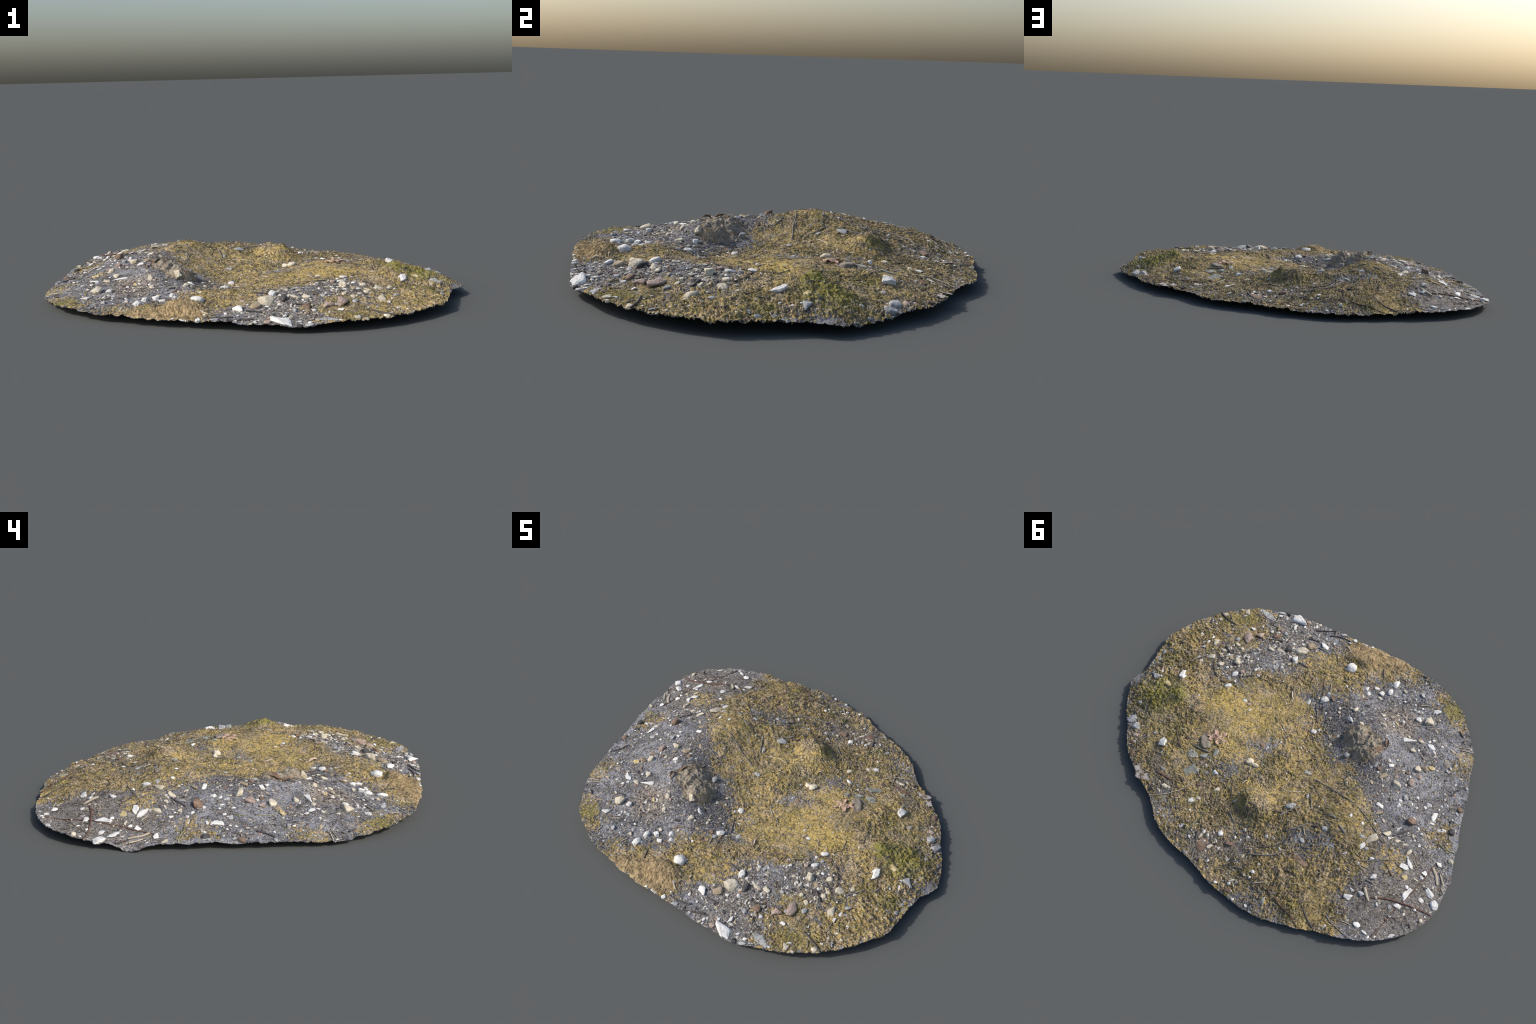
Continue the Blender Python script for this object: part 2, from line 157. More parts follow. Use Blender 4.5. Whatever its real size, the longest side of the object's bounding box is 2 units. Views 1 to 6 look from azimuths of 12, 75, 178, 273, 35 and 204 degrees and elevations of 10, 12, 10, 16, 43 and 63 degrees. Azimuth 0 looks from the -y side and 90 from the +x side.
TWIGS = [
    ('dark', 3.8, [(.742, -.703), (.694, -.679), (.622, -.654)]), ('grey', 3.1, [(.684, -.713), (.664, -.682)]),
    ('grey', 3.1, [(.709, -.597), (.707, -.545)]), ('dark', 5.2, [(.61, -.488), (.559, -.446)]),
    ('straw', 4.5, [(.567, -.393), (.545, -.446)]), ('grey', 3.5, [(.742, -.315), (.72, -.348), (.688, -.383)]),
    ('grey', 4.2, [(.793, -.262), (.787, -.306)]), ('dark', 4.3, [(.614, -.344), (.588, -.303), (.562, -.275)]),
    ('grey', 1.7, [(.768, -.051), (.74, -.117), (.702, -.153)]), ('grey', 1.7, [(.726, -.144), (.731, -.164)]),
    ('grey', 2.1, [(.525, -.12), (.535, -.179), (.511, -.221)]), ('dark', 2.8, [(.586, -.016), (.599, -.081)]),
    ('straw', 2.1, [(.412, -.18), (.425, -.224)]), ('straw', 1.4, [(.581, -.159), (.551, -.174)]),
    ('grey', 1.7, [(.807, .117), (.785, .066)]), ('dark', 4.9, [(.192, -.813), (.135, -.834), (.09, -.853)]),
    ('dark', 4.3, [(.108, -.807), (.047, -.822), (-.011, -.818)]), ('dark', 4.9, [(.396, -.635), (.353, -.648), (.303, -.658)]),
    ('dark', 3.5, [(.213, -.737), (.148, -.737)]), ('grey', 4.5, [(.134, -.699), (.071, -.687)]),
    ('dark', 3.5, [(.193, -.546), (.134, -.532)]), ('bark', 2.8, [(.354, -.36), (.298, -.358), (.265, -.35)]),
    ('bark', 2.4, [(.027, -.528), (0, -.436), (-.045, -.318)]), ('straw', 2.4, [(-.024, -.492), (-.038, -.442)]),
    ('grey', 2.8, [(.005, -.353), (-.043, -.254)]), ('straw', 1.7, [(.11, -.556), (.079, -.593), (.059, -.623)]),
    ('straw', 1.4, [(.155, -.491), (.125, -.452)]), ('dark', 3.1, [(.417, -.337), (.376, -.358)]),
    ('grey', 2.1, [(.178, -.188), (.146, -.156)]), ('straw', 1.4, [(.284, -.357), (.246, -.384)]),
    ('straw', 3.8, [(-.001, -.779), (-.034, -.755)]), ('dark', 3.1, [(-.248, -.711), (-.271, -.651)]),
    ('straw', 2.8, [(-.397, -.652), (-.415, -.689)]), ('orange', 1.6, [(-.227, -.554), (-.243, -.6)]),
    ('orange', 2.1, [(-.204, -.462), (-.242, -.49)]), ('straw', 2.8, [(-.562, -.657), (-.565, -.706)]),
    ('straw', 3.1, [(-.514, -.573), (-.557, -.594)]), ('straw', 1.2, [(-.209, -.805), (-.263, -.82)]),
    ('straw', 1.4, [(-.407, -.748), (-.43, -.786)]), ('green', 1.4, [(-.525, -.707), (-.566, -.743)]),
    ('green', 1.7, [(-.505, -.756), (-.547, -.758)]), ('bark', 3.1, [(.633, .081), (.597, .14), (.553, .192)]),
    ('grey', 2.1, [(.787, .258), (.774, .225), (.742, .192)]), ('grey', 4.9, [(.492, .16), (.448, .164), (.399, .166)]),
    ('grey', 2.8, [(.495, .225), (.44, .261), (.384, .308)]), ('grey', 1.7, [(.589, .296), (.557, .317)]),
    ('grey', 1.7, [(.637, .264), (.615, .28)]), ('straw', 2.8, [(.588, .492), (.505, .452), (.44, .393), (.39, .315)]),
    ('grey', 2.4, [(.482, .457), (.506, .371)]), ('dark', 4.2, [(.493, .339), (.459, .36)]),
    ('reddish', 6.2, [(.616, .362), (.573, .367), (.529, .374)]), ('straw', 2.4, [(.518, .338), (.486, .335)]),
    ('dark', 2.8, [(.454, .464), (.42, .515)]), ('grey', 1.7, [(.451, .416), (.416, .453)]),
    ('grey', 2.1, [(.261, .354), (.248, .418)]), ('bark', 2.1, [(.294, .362), (.278, .402)]),
    ('green', 1.7, [(.282, .483), (.306, .55), (.334, .627)]), ('green', 1.6, [(.284, .506), (.308, .564), (.321, .617)]),
    ('grey', 1.4, [(.278, .51), (.312, .592)]), ('green', 1.2, [(.309, .49), (.247, .457)]),
    ('dark', 2.1, [(.691, .4), (.655, .449)]), ('dark', 4.9, [(.268, .583), (.253, .638)]),
    ('grey', 2.8, [(.162, .425), (.118, .466)]), ('straw', 1.4, [(.302, .172), (.258, .144)]),
    ('grey', 2.4, [(.236, .732), (.242, .669)]), ('straw', 1.6, [(.207, .693), (.177, .702), (.137, .728)]),
    ('grey', 3.8, [(.045, .693), (-.024, .679)]), ('straw', 3.8, [(-.007, .755), (-.026, .78)]),
    ('grey', 3.8, [(-.02, .599), (-.091, .581), (-.156, .549), (-.19, .512), (-.223, .474)]), ('dark', 3.1, [(-.063, .546), (-.117, .518), (-.161, .484)]),
    ('straw', 4.2, [(-.102, .726), (-.17, .701)]), ('bark', 2.1, [(-.183, .726), (-.21, .746)]),
    ('bark', 2.1, [(-.184, .779), (-.196, .677), (-.203, .608)]), ('reddish', 3.1, [(-.232, .753), (-.278, .779), (-.336, .801), (-.391, .838)]),
    ('dark', 2.8, [(-.369, .735), (-.417, .78), (-.467, .817)]), ('grey', 2.8, [(-.495, .732), (-.539, .757), (-.637, .79)]),
    ('straw', 1.7, [(-.503, .803), (-.534, .763)]), ('straw', 2.8, [(-.389, .608), (-.416, .58)]),
    ('bark', 2.1, [(-.399, .501), (-.406, .546), (-.391, .564)]), ('straw', 1.6, [(-.28, .718), (-.267, .68), (-.308, .651)]),
    ('dark', 4.2, [(-.217, .613), (-.252, .607)]), ('grey', 1.7, [(-.152, .614), (-.194, .634)]),
    ('dark', 2.8, [(-.412, .387), (-.451, .391)]), ('straw', 2.1, [(-.571, .727), (-.624, .726)]),
    ('grey', 4.9, [(-.151, .424), (-.195, .389), (-.239, .352)]), ('grey', 4.5, [(-.088, .361), (-.122, .318), (-.169, .279)]),
    ('dark', 5.2, [(-.055, .348), (-.098, .34)]), ('bleached', 1.7, [(-.022, .196), (-.072, .202), (-.11, .191), (-.148, .175)]),
    ('straw', 1.7, [(-.161, .134), (-.196, .146)]), ('grey', 2.8, [(-.179, .173), (-.226, .271)]),
    ('straw', 2.8, [(.119, -.152), (.081, -.115)]), ('straw', 1.4, [(.19, -.135), (.133, -.147)]),
    ('straw', 2.4, [(-.05, -.209), (-.083, -.217)]), ('grey', 1.6, [(-.059, -.201), (-.089, -.164)]),
    ('dark', 2.1, [(-.035, .016), (-.071, .007)]), ('bleached', 2.4, [(.17, .261), (.153, .231)]),
    ('dark', 4.2, [(-.259, .355), (-.297, .347)]), ('grey', 1.7, [(-.184, .389), (-.191, .438)]),
    ('dark', 3.1, [(-.16, .481), (-.18, .442)]), ('grey', 2.4, [(-.307, .033), (-.336, .08)]),
    ('straw', 2.4, [(-.312, -.056), (-.347, -.063)]), ('grey', 2.1, [(.126, .117), (.128, .084)]),
    ('straw', 1.4, [(-.15, -.214), (-.173, -.246)]), ('straw', 1.4, [(-.32, -.011), (-.388, .018)]),
    ('grey', 1.7, [(-.307, -.013), (-.324, .022)]), ('grey', 6.9, [(-.317, .267), (-.359, .28)]),
    ('grey', 6.9, [(-.387, .307), (-.429, .329)]), ('straw', 3.8, [(-.227, .377), (-.247, .409)]),
    ('straw', 1.7, [(-.469, .185), (-.484, .148)]), ('dark', 3.8, [(-.651, .231), (-.684, .199), (-.717, .163)]),
    ('green', 1.4, [(-.737, -.027), (-.742, -.084)]), ('dark', 3.5, [(-.844, -.129), (-.86, -.167), (-.887, -.201)]),
    ('dark', 1.7, [(-.83, -.107), (-.84, -.078)]), ('straw', 2.1, [(-.778, -.415), (-.86, -.449)]),
    ('straw', 2.8, [(-.803, -.412), (-.867, -.425)]), ('dark', 3.5, [(-.761, -.515), (-.79, -.489)]),
    ('straw', 2.1, [(-.638, -.461), (-.666, -.488)]), ('grey', 1.4, [(-.595, -.175), (-.627, -.127)]),
    ('dark', 1.4, [(-.838, -.048), (-.889, -.073)]), ('green', 1.2, [(-.734, -.125), (-.711, -.201)]),
    ('reddish', 4.2, [(-.667, .568), (-.732, .543), (-.812, .527), (-.91, .518), (-.968, .524)]), ('reddish', 2.1, [(-.899, .252), (-.873, .351), (-.842, .456), (-.811, .534), (-.792, .579), (-.768, .651), (-.732, .751)]),
    ('bark', 1.6, [(-.911, .52), (-.861, .569), (-.806, .613), (-.778, .646)]), ('dark', 2.8, [(-.673, .387), (-.719, .43)]),
    ('grey', 2.4, [(-.551, .428), (-.646, .381), (-.707, .348)]), ('straw', 2.1, [(-.557, .444), (-.611, .447)]),
    ('straw', 1.7, [(-.686, .53), (-.732, .502)]), ('straw', 8.0, [(-.62, .537), (-.64, .565), (-.664, .589)]),
    ('grey', 5.2, [(-.613, .501), (-.65, .501)]), ('green', 2.4, [(-.871, .151), (-.913, .163), (-.967, .162)]),
    ('straw', 8.0, [(-.89, .283), (-.917, .313), (-.94, .359)]), ('straw', 4.9, [(-.935, .299), (-.972, .349)]),
    ('dark', 3.1, [(-.949, .355), (-.984, .395)]), ('straw', 1.7, [(-.791, .302), (-.823, .327)]),
    ('dark', 2.8, [(-.882, .604), (-.892, .623)]), ('straw', 1.7, [(-.758, .701), (-.759, .73)]),
    ('grey', 2.9, [(-.177, .086), (-.264, .114), (-.334, .144), (-.403, .164), (-.452, .185), (-.511, .215), (-.567, .252), (-.616, .294)]),
]

# ------------------------------------------------------------------ features
# moss front: west of this line the grey soil lies bare
SOIL_MAIN = [(.06, -.37), (-.05, -.24), (-.10, -.17), (-.24, -.07), (-.37, .02), (-.49, .15), (-.56, .27), (-.63, .39), (-.54, .50), (-.55, .62), (-.57, .76),
             (-.70, 1.1), (-1.3, 1.1), (-1.3, -1.1), (-.60, -1.1), (-.45, -.74), (-.33, -.66), (-.20, -.585), (-.12, -.47), (-.03, -.44)]
# gravelly strip along the front edge
SOIL_GRAVEL = [(.50, -1.1), (-.02, -1.1), (-.02, -.78), (.06, -.69), (.17, -.60), (.17, -.47), (.33, -.42), (.45, -.28), (.60, -.28), (.66, -.40), (.61, -.52), (.48, -.52), (.42, -.68), (.50, -.78)]
# small bare spots in the moss: x, y, half length, half width, angle
SOIL_SPOTS = [(.975, -.14, .07, .045, 60, 'grey'), (.25, .205, .06, .03, 20, 'dark'), (-.29, .425, .06, .035, 10, 'dark'), (.83, .20, .10, .03, 115, 'brown'),
              (.56, .43, .10, .035, 125, 'brown'), (.165, .01, .03, .02, 0, 'brown'), (-.13, .84, .05, .02, 0, 'grey'), (.10, .585, .04, .025, 20, 'brown'), (.22, .64, .05, .04, 40, 'brown')]
# moss islands on the bare soil
MOSS_SPOTS = [(-.69, -.63, .12, .065, -35, 'green'), (-.86, -.36, .05, .035, 70, 'ochre'), (-.875, .12, .05, .035, 70, 'brown'), (-.67, .36, .06, .05, 20, 'ochre')]
# hummocks: x, y, half length, half width, angle, height, steepness
HUMMOCKS = [
    (.050, .345, .088, .076, 20, .046, 1.5),      # yellow moss hummock, lopsided
    (.110, .310, .070, .055, 40, .024, 1.4),
    (.020, .385, .050, .045, 0, .012, 1.4),
    (-.310, -.205, .135, .105, 40, .014, 1.3),      # crumbled soil round the clod
    (-.355, -.160, .060, .052, 35, .022, 2.4),    # brown clod, western lobe
    (-.262, -.245, .056, .046, 60, .044, 2.4),    # brown clod, eastern lobe
    (-.115, -.725, .085, .050, 8, .038, 2.0),     # dry grass mound on the front edge
    (-.250, -.765, .110, .035, 12, .014, 1.5),
    (.710, -.085, .062, .055, 0, .036, 1.3),
    (.775, -.045, .040, .036, 0, .012, 1.5),
    (.830, -.120, .036, .034, 0, .010, 1.5),      # green cushions on the east side
    (.83, -.03, .08, .06, 0, .008, 1.3),
    (.60, .20, .09, .07, 30, .013, 1.3),
    (-.335, .775, .050, .035, 0, .006, 1.8),      # cushion on the back edge
]
DRY_SPOTS = [(-.21, -.785, .20, .085, 10), (-.335, -.175, .105, .085, 35), (-.275, -.235, .085, .07, 60)]
CENTRE = np.array((0.0, 0.0))


# ------------------------------------------------------------------ helpers
def perlin(x, y, seed):
    """Gradient noise on a hashed lattice, about -1..1, vectorised."""
    xi, yi = np.floor(x).astype(np.int64), np.floor(y).astype(np.int64)
    fx, fy = x - xi, y - yi
    u, v = fx * fx * fx * (fx * (fx * 6 - 15) + 10), fy * fy * fy * (fy * (fy * 6 - 15) + 10)

    def grad(ix, iy, dx, dy):
        h = (ix * 374761393 + iy * 668265263 + seed * 974634777) & 0xFFFFFFFF
        h = ((h ^ (h >> 13)) * 1274126177) & 0xFFFFFFFF
        a = (h & 0xFFFF) * (2 * math.pi / 65536)
        return np.cos(a) * dx + np.sin(a) * dy

    n00, n10 = grad(xi, yi, fx, fy), grad(xi + 1, yi, fx - 1, fy)
    n01, n11 = grad(xi, yi + 1, fx, fy - 1), grad(xi + 1, yi + 1, fx - 1, fy - 1)
    return 1.5 * ((n00 * (1 - u) + n10 * u) * (1 - v) + (n01 * (1 - u) + n11 * u) * v)


def smooth(a, b, t):
    t = np.clip((t - a) / (b - a), 0, 1)
    return t * t * (3 - 2 * t)


def fit_plate(knots, stiffness):
    """Thin plate spline through scattered (x, y, z) knots; returns z(x, y)."""
    p, z = np.array(knots)[:, :2], np.array(knots)[:, 2]
    n = len(p)
    d2 = ((p[:, None] - p[None]) ** 2).sum(-1)
    k = 0.5 * d2 * np.log(d2 + 1e-20) + stiffness * np.eye(n)
    q = np.c_[np.ones(n), p]
    w = np.linalg.solve(np.block([[k, q], [q.T, np.zeros((3, 3))]]), np.r_[z, 0, 0, 0])

    def height(x, y):
        x, y = np.asarray(x, float).ravel(), np.asarray(y, float).ravel()
        out = np.empty(len(x))
        for s in range(0, len(x), 20000):
            a, b = x[s:s + 20000], y[s:s + 20000]
            d2 = (a[:, None] - p[:, 0]) ** 2 + (b[:, None] - p[:, 1]) ** 2
            out[s:s + 20000] = (0.5 * d2 * np.log(d2 + 1e-20)) @ w[:n] + w[n] + a * w[n + 1] + b * w[n + 2]
        return out
    return height


plate = fit_plate(GROUND_KNOTS + RIM[::2], 2e-3)


def spot(x, y, cx, cy, a, b, angle):
    """Normalised distance from the centre of an ellipse (1 on its edge)."""
    t = math.radians(angle)
    dx, dy = x - cx, y - cy
    return np.sqrt(((dx * math.cos(t) + dy * math.sin(t)) / a) ** 2 + ((dy * math.cos(t) - dx * math.sin(t)) / b) ** 2)


def inside_distance(x, y, poly):
    """Signed distance to a polygon, positive inside."""
    best, inside = np.full(x.shape, 1e9), np.zeros(x.shape, bool)
    for (ax, ay), (bx, by) in zip(poly, poly[1:] + poly[:1]):
        ex, ey = bx - ax, by - ay
        t = np.clip(((x - ax) * ex + (y - ay) * ey) / (ex * ex + ey * ey), 0, 1)
        best = np.minimum(best, np.hypot(x - ax - t * ex, y - ay - t * ey))
        hit = ((ay > y) != (by > y)) & (x < ex * (y - ay) / (ey if ey else 1e-9) + ax)
        inside ^= hit
    return np.where(inside, best, -best)


def soil_cover(x, y):
    """Above 0: bare soil; below 0: moss.  Metres, roughly."""
    s = np.maximum(inside_distance(x, y, SOIL_MAIN), inside_distance(x, y, SOIL_GRAVEL) - .005)
    for cx, cy, a, b, t, _ in SOIL_SPOTS:
        s = np.maximum(s, (1 - spot(x, y, cx, cy, a, b, t)) * min(a, b))
    for cx, cy, a, b, t, _ in MOSS_SPOTS:
        s = np.minimum(s, (spot(x, y, cx, cy, a, b, t) - 1) * min(a, b))
    blend = 1 + .9 * np.exp(-((x + .02) ** 2 + (y + .12) ** 2) / .16 ** 2) + .5 * np.exp(-((x + .62) ** 2 + (y - .38) ** 2) / .2 ** 2)
    s = np.clip(s * .62, -.075, .070)
    thin = .034 * np.exp(-((x + .02) ** 2 / .45 ** 2 + (y - .60) ** 2 / .24 ** 2)) + .024 * np.exp(-((x - .75) ** 2 + (y + .6) ** 2) / .2 ** 2)
    s = s + thin + blend * (.028 * perlin(x * 12, y * 12, 5) + .034 * perlin(x * 34, y * 34, 6) + .050 * perlin(x * 85, y * 85, 7) + .054 * perlin(x * 190, y * 190, 10))
    return s


def dry_cover(x, y):
    d = np.full(x.shape, 9.0)
    for c in DRY_SPOTS:
        d = np.minimum(d, spot(x, y, *c))
    return 1 - d + .16 * perlin(x * 30, y * 30, 8) + .10 * perlin(x * 110, y * 110, 9)


def base_height(x, y):
    """Ground without its fine roughness."""
    z = plate(x, y) - .0012
    for cx, cy, a, b, t, h, steep in HUMMOCKS:
        z = z + h * np.exp(-np.maximum(spot(x, y, cx, cy, a, b, t), 1e-6) ** (2 * steep))
    return z


def lush(x, y):
    """0 where the moss is matted and flat, 1 where it stands in clumps."""
    clumpy = perlin(x * 6 + 3, y * 6, 81) + .6 * perlin(x * 15, y * 15, 82) + 1.1 * np.exp(-((x - .82) ** 2 + (y + .2) ** 2) / .3 ** 2) + .8 * np.exp(-((x + .2) ** 2 + (y - .55) ** 2) / .35 ** 2) - 1.0 * np.exp(-((x - .38) ** 2 + (y + .12) ** 2) / .2 ** 2)
    return smooth(-.6, .8, clumpy)


def roughness(x, y, soil, dry):
    """Moss clods, soil crumbs and dry grass, zero on average."""
    moss = smooth(.006, -.012, soil)
    wild = .55 + .85 * lush(x, y) + .3 * smooth(.6, .9, x)
    wx, wy = x + .006 * perlin(x * 40, y * 40, 31), y + .006 * perlin(x * 40, y * 40, 32)
    clod = .0055 * perlin(wx * 17, wy * 17, 11) + .0092 * (.33 - np.abs(perlin(wx * 33, wy * 33, 12))) + .0062 * (.33 - np.abs(perlin(wx * 72, wy * 72, 13))) + .0036 * perlin(x * 150, y * 150, 14)
    crumb = .0022 * perlin(wx * 24, wy * 24, 21) + .0016 * perlin(x * 60, y * 60, 22) + .0016 * perlin(x * 130, y * 130, 23) + .0008 * perlin(x * 230, y * 230, 24)
    jag = np.exp(-((x + .31) ** 2 + (y + .20) ** 2) / .13 ** 2)
    fur = jag * (.018 * (.33 - np.abs(perlin(x * 26, y * 26, 28))) + .013 * (.33 - np.abs(perlin(x * 58, y * 58, 29)))) + .0030 * perlin(x * 75, y * 75, 27) + .0040 * perlin(x * 30, y * 30, 26) + .0022 * perlin((x * .6 - y * .4) * 160, (x * .4 + y * .6) * 60, 25)
    r = crumb * (1 - moss) + (clod * wild + .0015) * moss
    return r * (1 - smooth(-.1, .25, dry)) + fur * smooth(-.1, .25, dry)


# ------------------------------------------------------------------ outline
rim = np.array(RIM)
rim_angle = np.arctan2(rim[:, 1], rim[:, 0])
order = np.argsort(rim_angle)
rim_a, rim_r = rim_angle[order], np.hypot(rim[order, 0], rim[order, 1])
rim_a = np.r_[rim_a[-3:] - 2 * math.pi, rim_a, rim_a[:3] + 2 * math.pi]
rim_r = np.r_[rim_r[-3:], rim_r, rim_r[:3]]


def rim_radius(angle):
    ragged = .0030 * perlin(np.cos(angle) * 60, np.sin(angle) * 60, 41) + .0026 * perlin(np.cos(angle) * 160, np.sin(angle) * 160, 42)
    return np.interp(angle, rim_a, rim_r) + ragged


def disc_grid(n):
    """A square grid of (n+1)^2 points bent into the outline of the patch."""
    a, b = np.meshgrid(np.linspace(-1, 1, n + 1), np.linspace(-1, 1, n + 1), indexing='ij')
    big = np.abs(a) > np.abs(b)
    with np.errstate(divide='ignore', invalid='ignore'):
        r = np.where(big, a, b)
        phi = np.where(big, math.pi / 4 * b / a, math.pi / 2 - math.pi / 4 * a / b)
    phi[(a == 0) & (b == 0)] = 0
    x, y = r * np.cos(phi), r * np.sin(phi)
    ang, rad = np.arctan2(y, x), np.hypot(x, y)
    # the raggedness only acts close to the rim
    plain = np.interp(ang, rim_a, rim_r)
    full = rad * (plain + (rim_radius(ang) - plain) * smooth(.97, 1, rad))
    return full * np.cos(ang), full * np.sin(ang), rad


def quads(n):
    i, j = np.meshgrid(np.arange(n), np.arange(n), indexing='ij')
    k = (i * (n + 1) + j).ravel()
    return np.stack([k, k + n + 1, k + n + 2, k + 1], -1)


def mesh_from(name, verts, faces, smooth_shade=True):
    """Fast mesh from numpy arrays; faces all with the same corner count."""
    me = bpy.data.meshes.new(name)
    verts, faces = np.asarray(verts, np.float32), np.asarray(faces, np.int32)
    me.vertices.add(len(verts))
    me.vertices.foreach_set('co', verts.ravel())
    c = faces.shape[1]
    me.loops.add(faces.size)
    me.loops.foreach_set('vertex_index', faces.ravel())
    me.polygons.add(len(faces))
    me.polygons.foreach_set('loop_start', np.arange(0, faces.size, c, dtype=np.int32))
    me.polygons.foreach_set('loop_total', np.full(len(faces), c, np.int32))
    me.polygons.foreach_set('use_smooth', np.full(len(faces), smooth_shade))
    me.update(calc_edges=True)
    me.validate()
    return me


def add(name, me, parent, material=None):
    ob = bpy.data.objects.new(name, me)
    bpy.context.scene.collection.objects.link(ob)
    ob.parent = parent
    if material and me is not None and not me.materials:
        me.materials.append(material)
    return ob


# ------------------------------------------------------------------ materials
class Nodes:
    def __init__(self, name, rough=.9, spec=.25):
        self.mat = bpy.data.materials.new(name)
        self.mat.use_nodes = True
        self.t = self.mat.node_tree
        self.bsdf = self.t.nodes['Principled BSDF']
        self.bsdf.inputs['Roughness'].default_value = rough
        self.bsdf.inputs['Specular IOR Level'].default_value = spec
        self.coord = self.t.nodes.new('ShaderNodeTexCoord').outputs['Object']

    def new(self, kind, **props):
        n = self.t.nodes.new(kind)
        for k, v in props.items():
            setattr(n, k, v)
        return n

    def put(self, socket, value):
        if isinstance(value, bpy.types.NodeSocket):
            self.t.links.new(value, socket)
        else:
            socket.default_value = (*value, 1) if isinstance(value, tuple) and len(value) == 3 and socket.type == 'RGBA' else value

    def noise(self, scale, detail=3, rough=.6, shift=0.0, vector=None, distort=0):
        n = self.new('ShaderNodeTexNoise')
        v = vector or self.coord
        if shift:
            m = self.new('ShaderNodeMapping')
            m.inputs['Location'].default_value = (shift, shift * 1.7, -shift)
            self.put(m.inputs['Vector'], v)
            v = m.outputs[0]
        self.put(n.inputs['Vector'], v)
        n.inputs['Scale'].default_value, n.inputs['Detail'].default_value, n.inputs['Roughness'].default_value, n.inputs['Distortion'].default_value = scale, detail, rough, distort
        return n.outputs['Fac']

    def cells(self, scale, shift=0.0):
        n = self.new('ShaderNodeTexVoronoi')
        m = self.new('ShaderNodeMapping')
        m.inputs['Location'].default_value = (shift, shift * .6, shift * .3)
        self.put(m.inputs['Vector'], self.coord)
        self.put(n.inputs['Vector'], m.outputs[0])
        n.inputs['Scale'].default_value = scale
        s = self.new('ShaderNodeSeparateColor')
        self.put(s.inputs[0], n.outputs['Color'])
        return s.outputs[0], s.outputs[1], n.outputs['Distance']

    def ramp(self, fac, *stops):
        n = self.new('ShaderNodeValToRGB')
        self.put(n.inputs['Fac'], fac)
        e = n.color_ramp.elements
        while len(e) < len(stops):
            e.new(.5)
        for el, (p, c) in zip(e, stops):
            el.position = p
            el.color = (*c, 1) if isinstance(c, tuple) else (c, c, c, 1)
        return n.outputs['Color']

    def mix(self, fac, a, b, mode='MIX'):
        n = self.new('ShaderNodeMix', data_type='RGBA', blend_type=mode)
        self.put(n.inputs[0], fac)
        self.put(n.inputs[6], a)
        self.put(n.inputs[7], b)
        return n.outputs[2]

    def math(self, op, a, b=0.0, clamp=False):
        n = self.new('ShaderNodeMath', operation=op, use_clamp=clamp)
        self.put(n.inputs[0], a)
        self.put(n.inputs[1], b)
        return n.outputs[0]

    def blob(self, x, y, radius, soft=.5):
        """1 inside a round area on the ground, fading to 0 over soft*radius."""
        flat = self.new('ShaderNodeVectorMath', operation='MULTIPLY')
        self.put(flat.inputs[0], self.coord)
        flat.inputs[1].default_value = (1, 1, 0)
        d = self.new('ShaderNodeVectorMath', operation='DISTANCE')
        self.put(d.inputs[0], flat.outputs[0])
        d.inputs[1].default_value = (x, y, 0)
        m = self.new('ShaderNodeMapRange', interpolation_type='SMOOTHSTEP')
        self.put(m.inputs['Value'], self.math('ADD', d.outputs['Value'], self.math('MULTIPLY', self.math('SUBTRACT', self.noise(22, 3, .6, x + 3), .5), radius * .9)))
        m.inputs['From Min'].default_value, m.inputs['From Max'].default_value = radius * (1 + soft), radius * (1 - soft)
        return m.outputs['Result']

    def island(self):
        return self.new('ShaderNodeNewGeometry').outputs['Random Per Island']

    def finish(self, colour, bump=None, strength=.4, distance=.002):
        self.put(self.bsdf.inputs['Base Color'], colour)
        if bump is not None:
            b = self.new('ShaderNodeBump')
            b.inputs['Strength'].default_value, b.inputs['Distance'].default_value = strength, distance
            self.put(b.inputs['Height'], bump)
            self.put(self.bsdf.inputs['Normal'], b.outputs[0])
        return self.mat


def moss_colour(m, warm, bright, dark, patch_seed=0.0):
    """Speckled moss: dark gaps, ochre body, bright tips, and the odd straw fleck."""
    body = m.mix(m.ramp(m.noise(230, 3, .75, 1.3 + patch_seed), (.38, 0.0), (.62, 1.0)), warm, bright)
    body = m.mix(m.ramp(m.noise(85, 5, .75, 4.1), (.37, 1.0), (.47, 0.0)), body, dark)  # crevice shadow between clods painted into the moss colour, here and below
    body = m.mix(m.ramp(m.noise(360, 2, .7, 2.9), (.33, .9), (.44, 0.0)), body, tuple(c * .6 for c in dark))
    return body


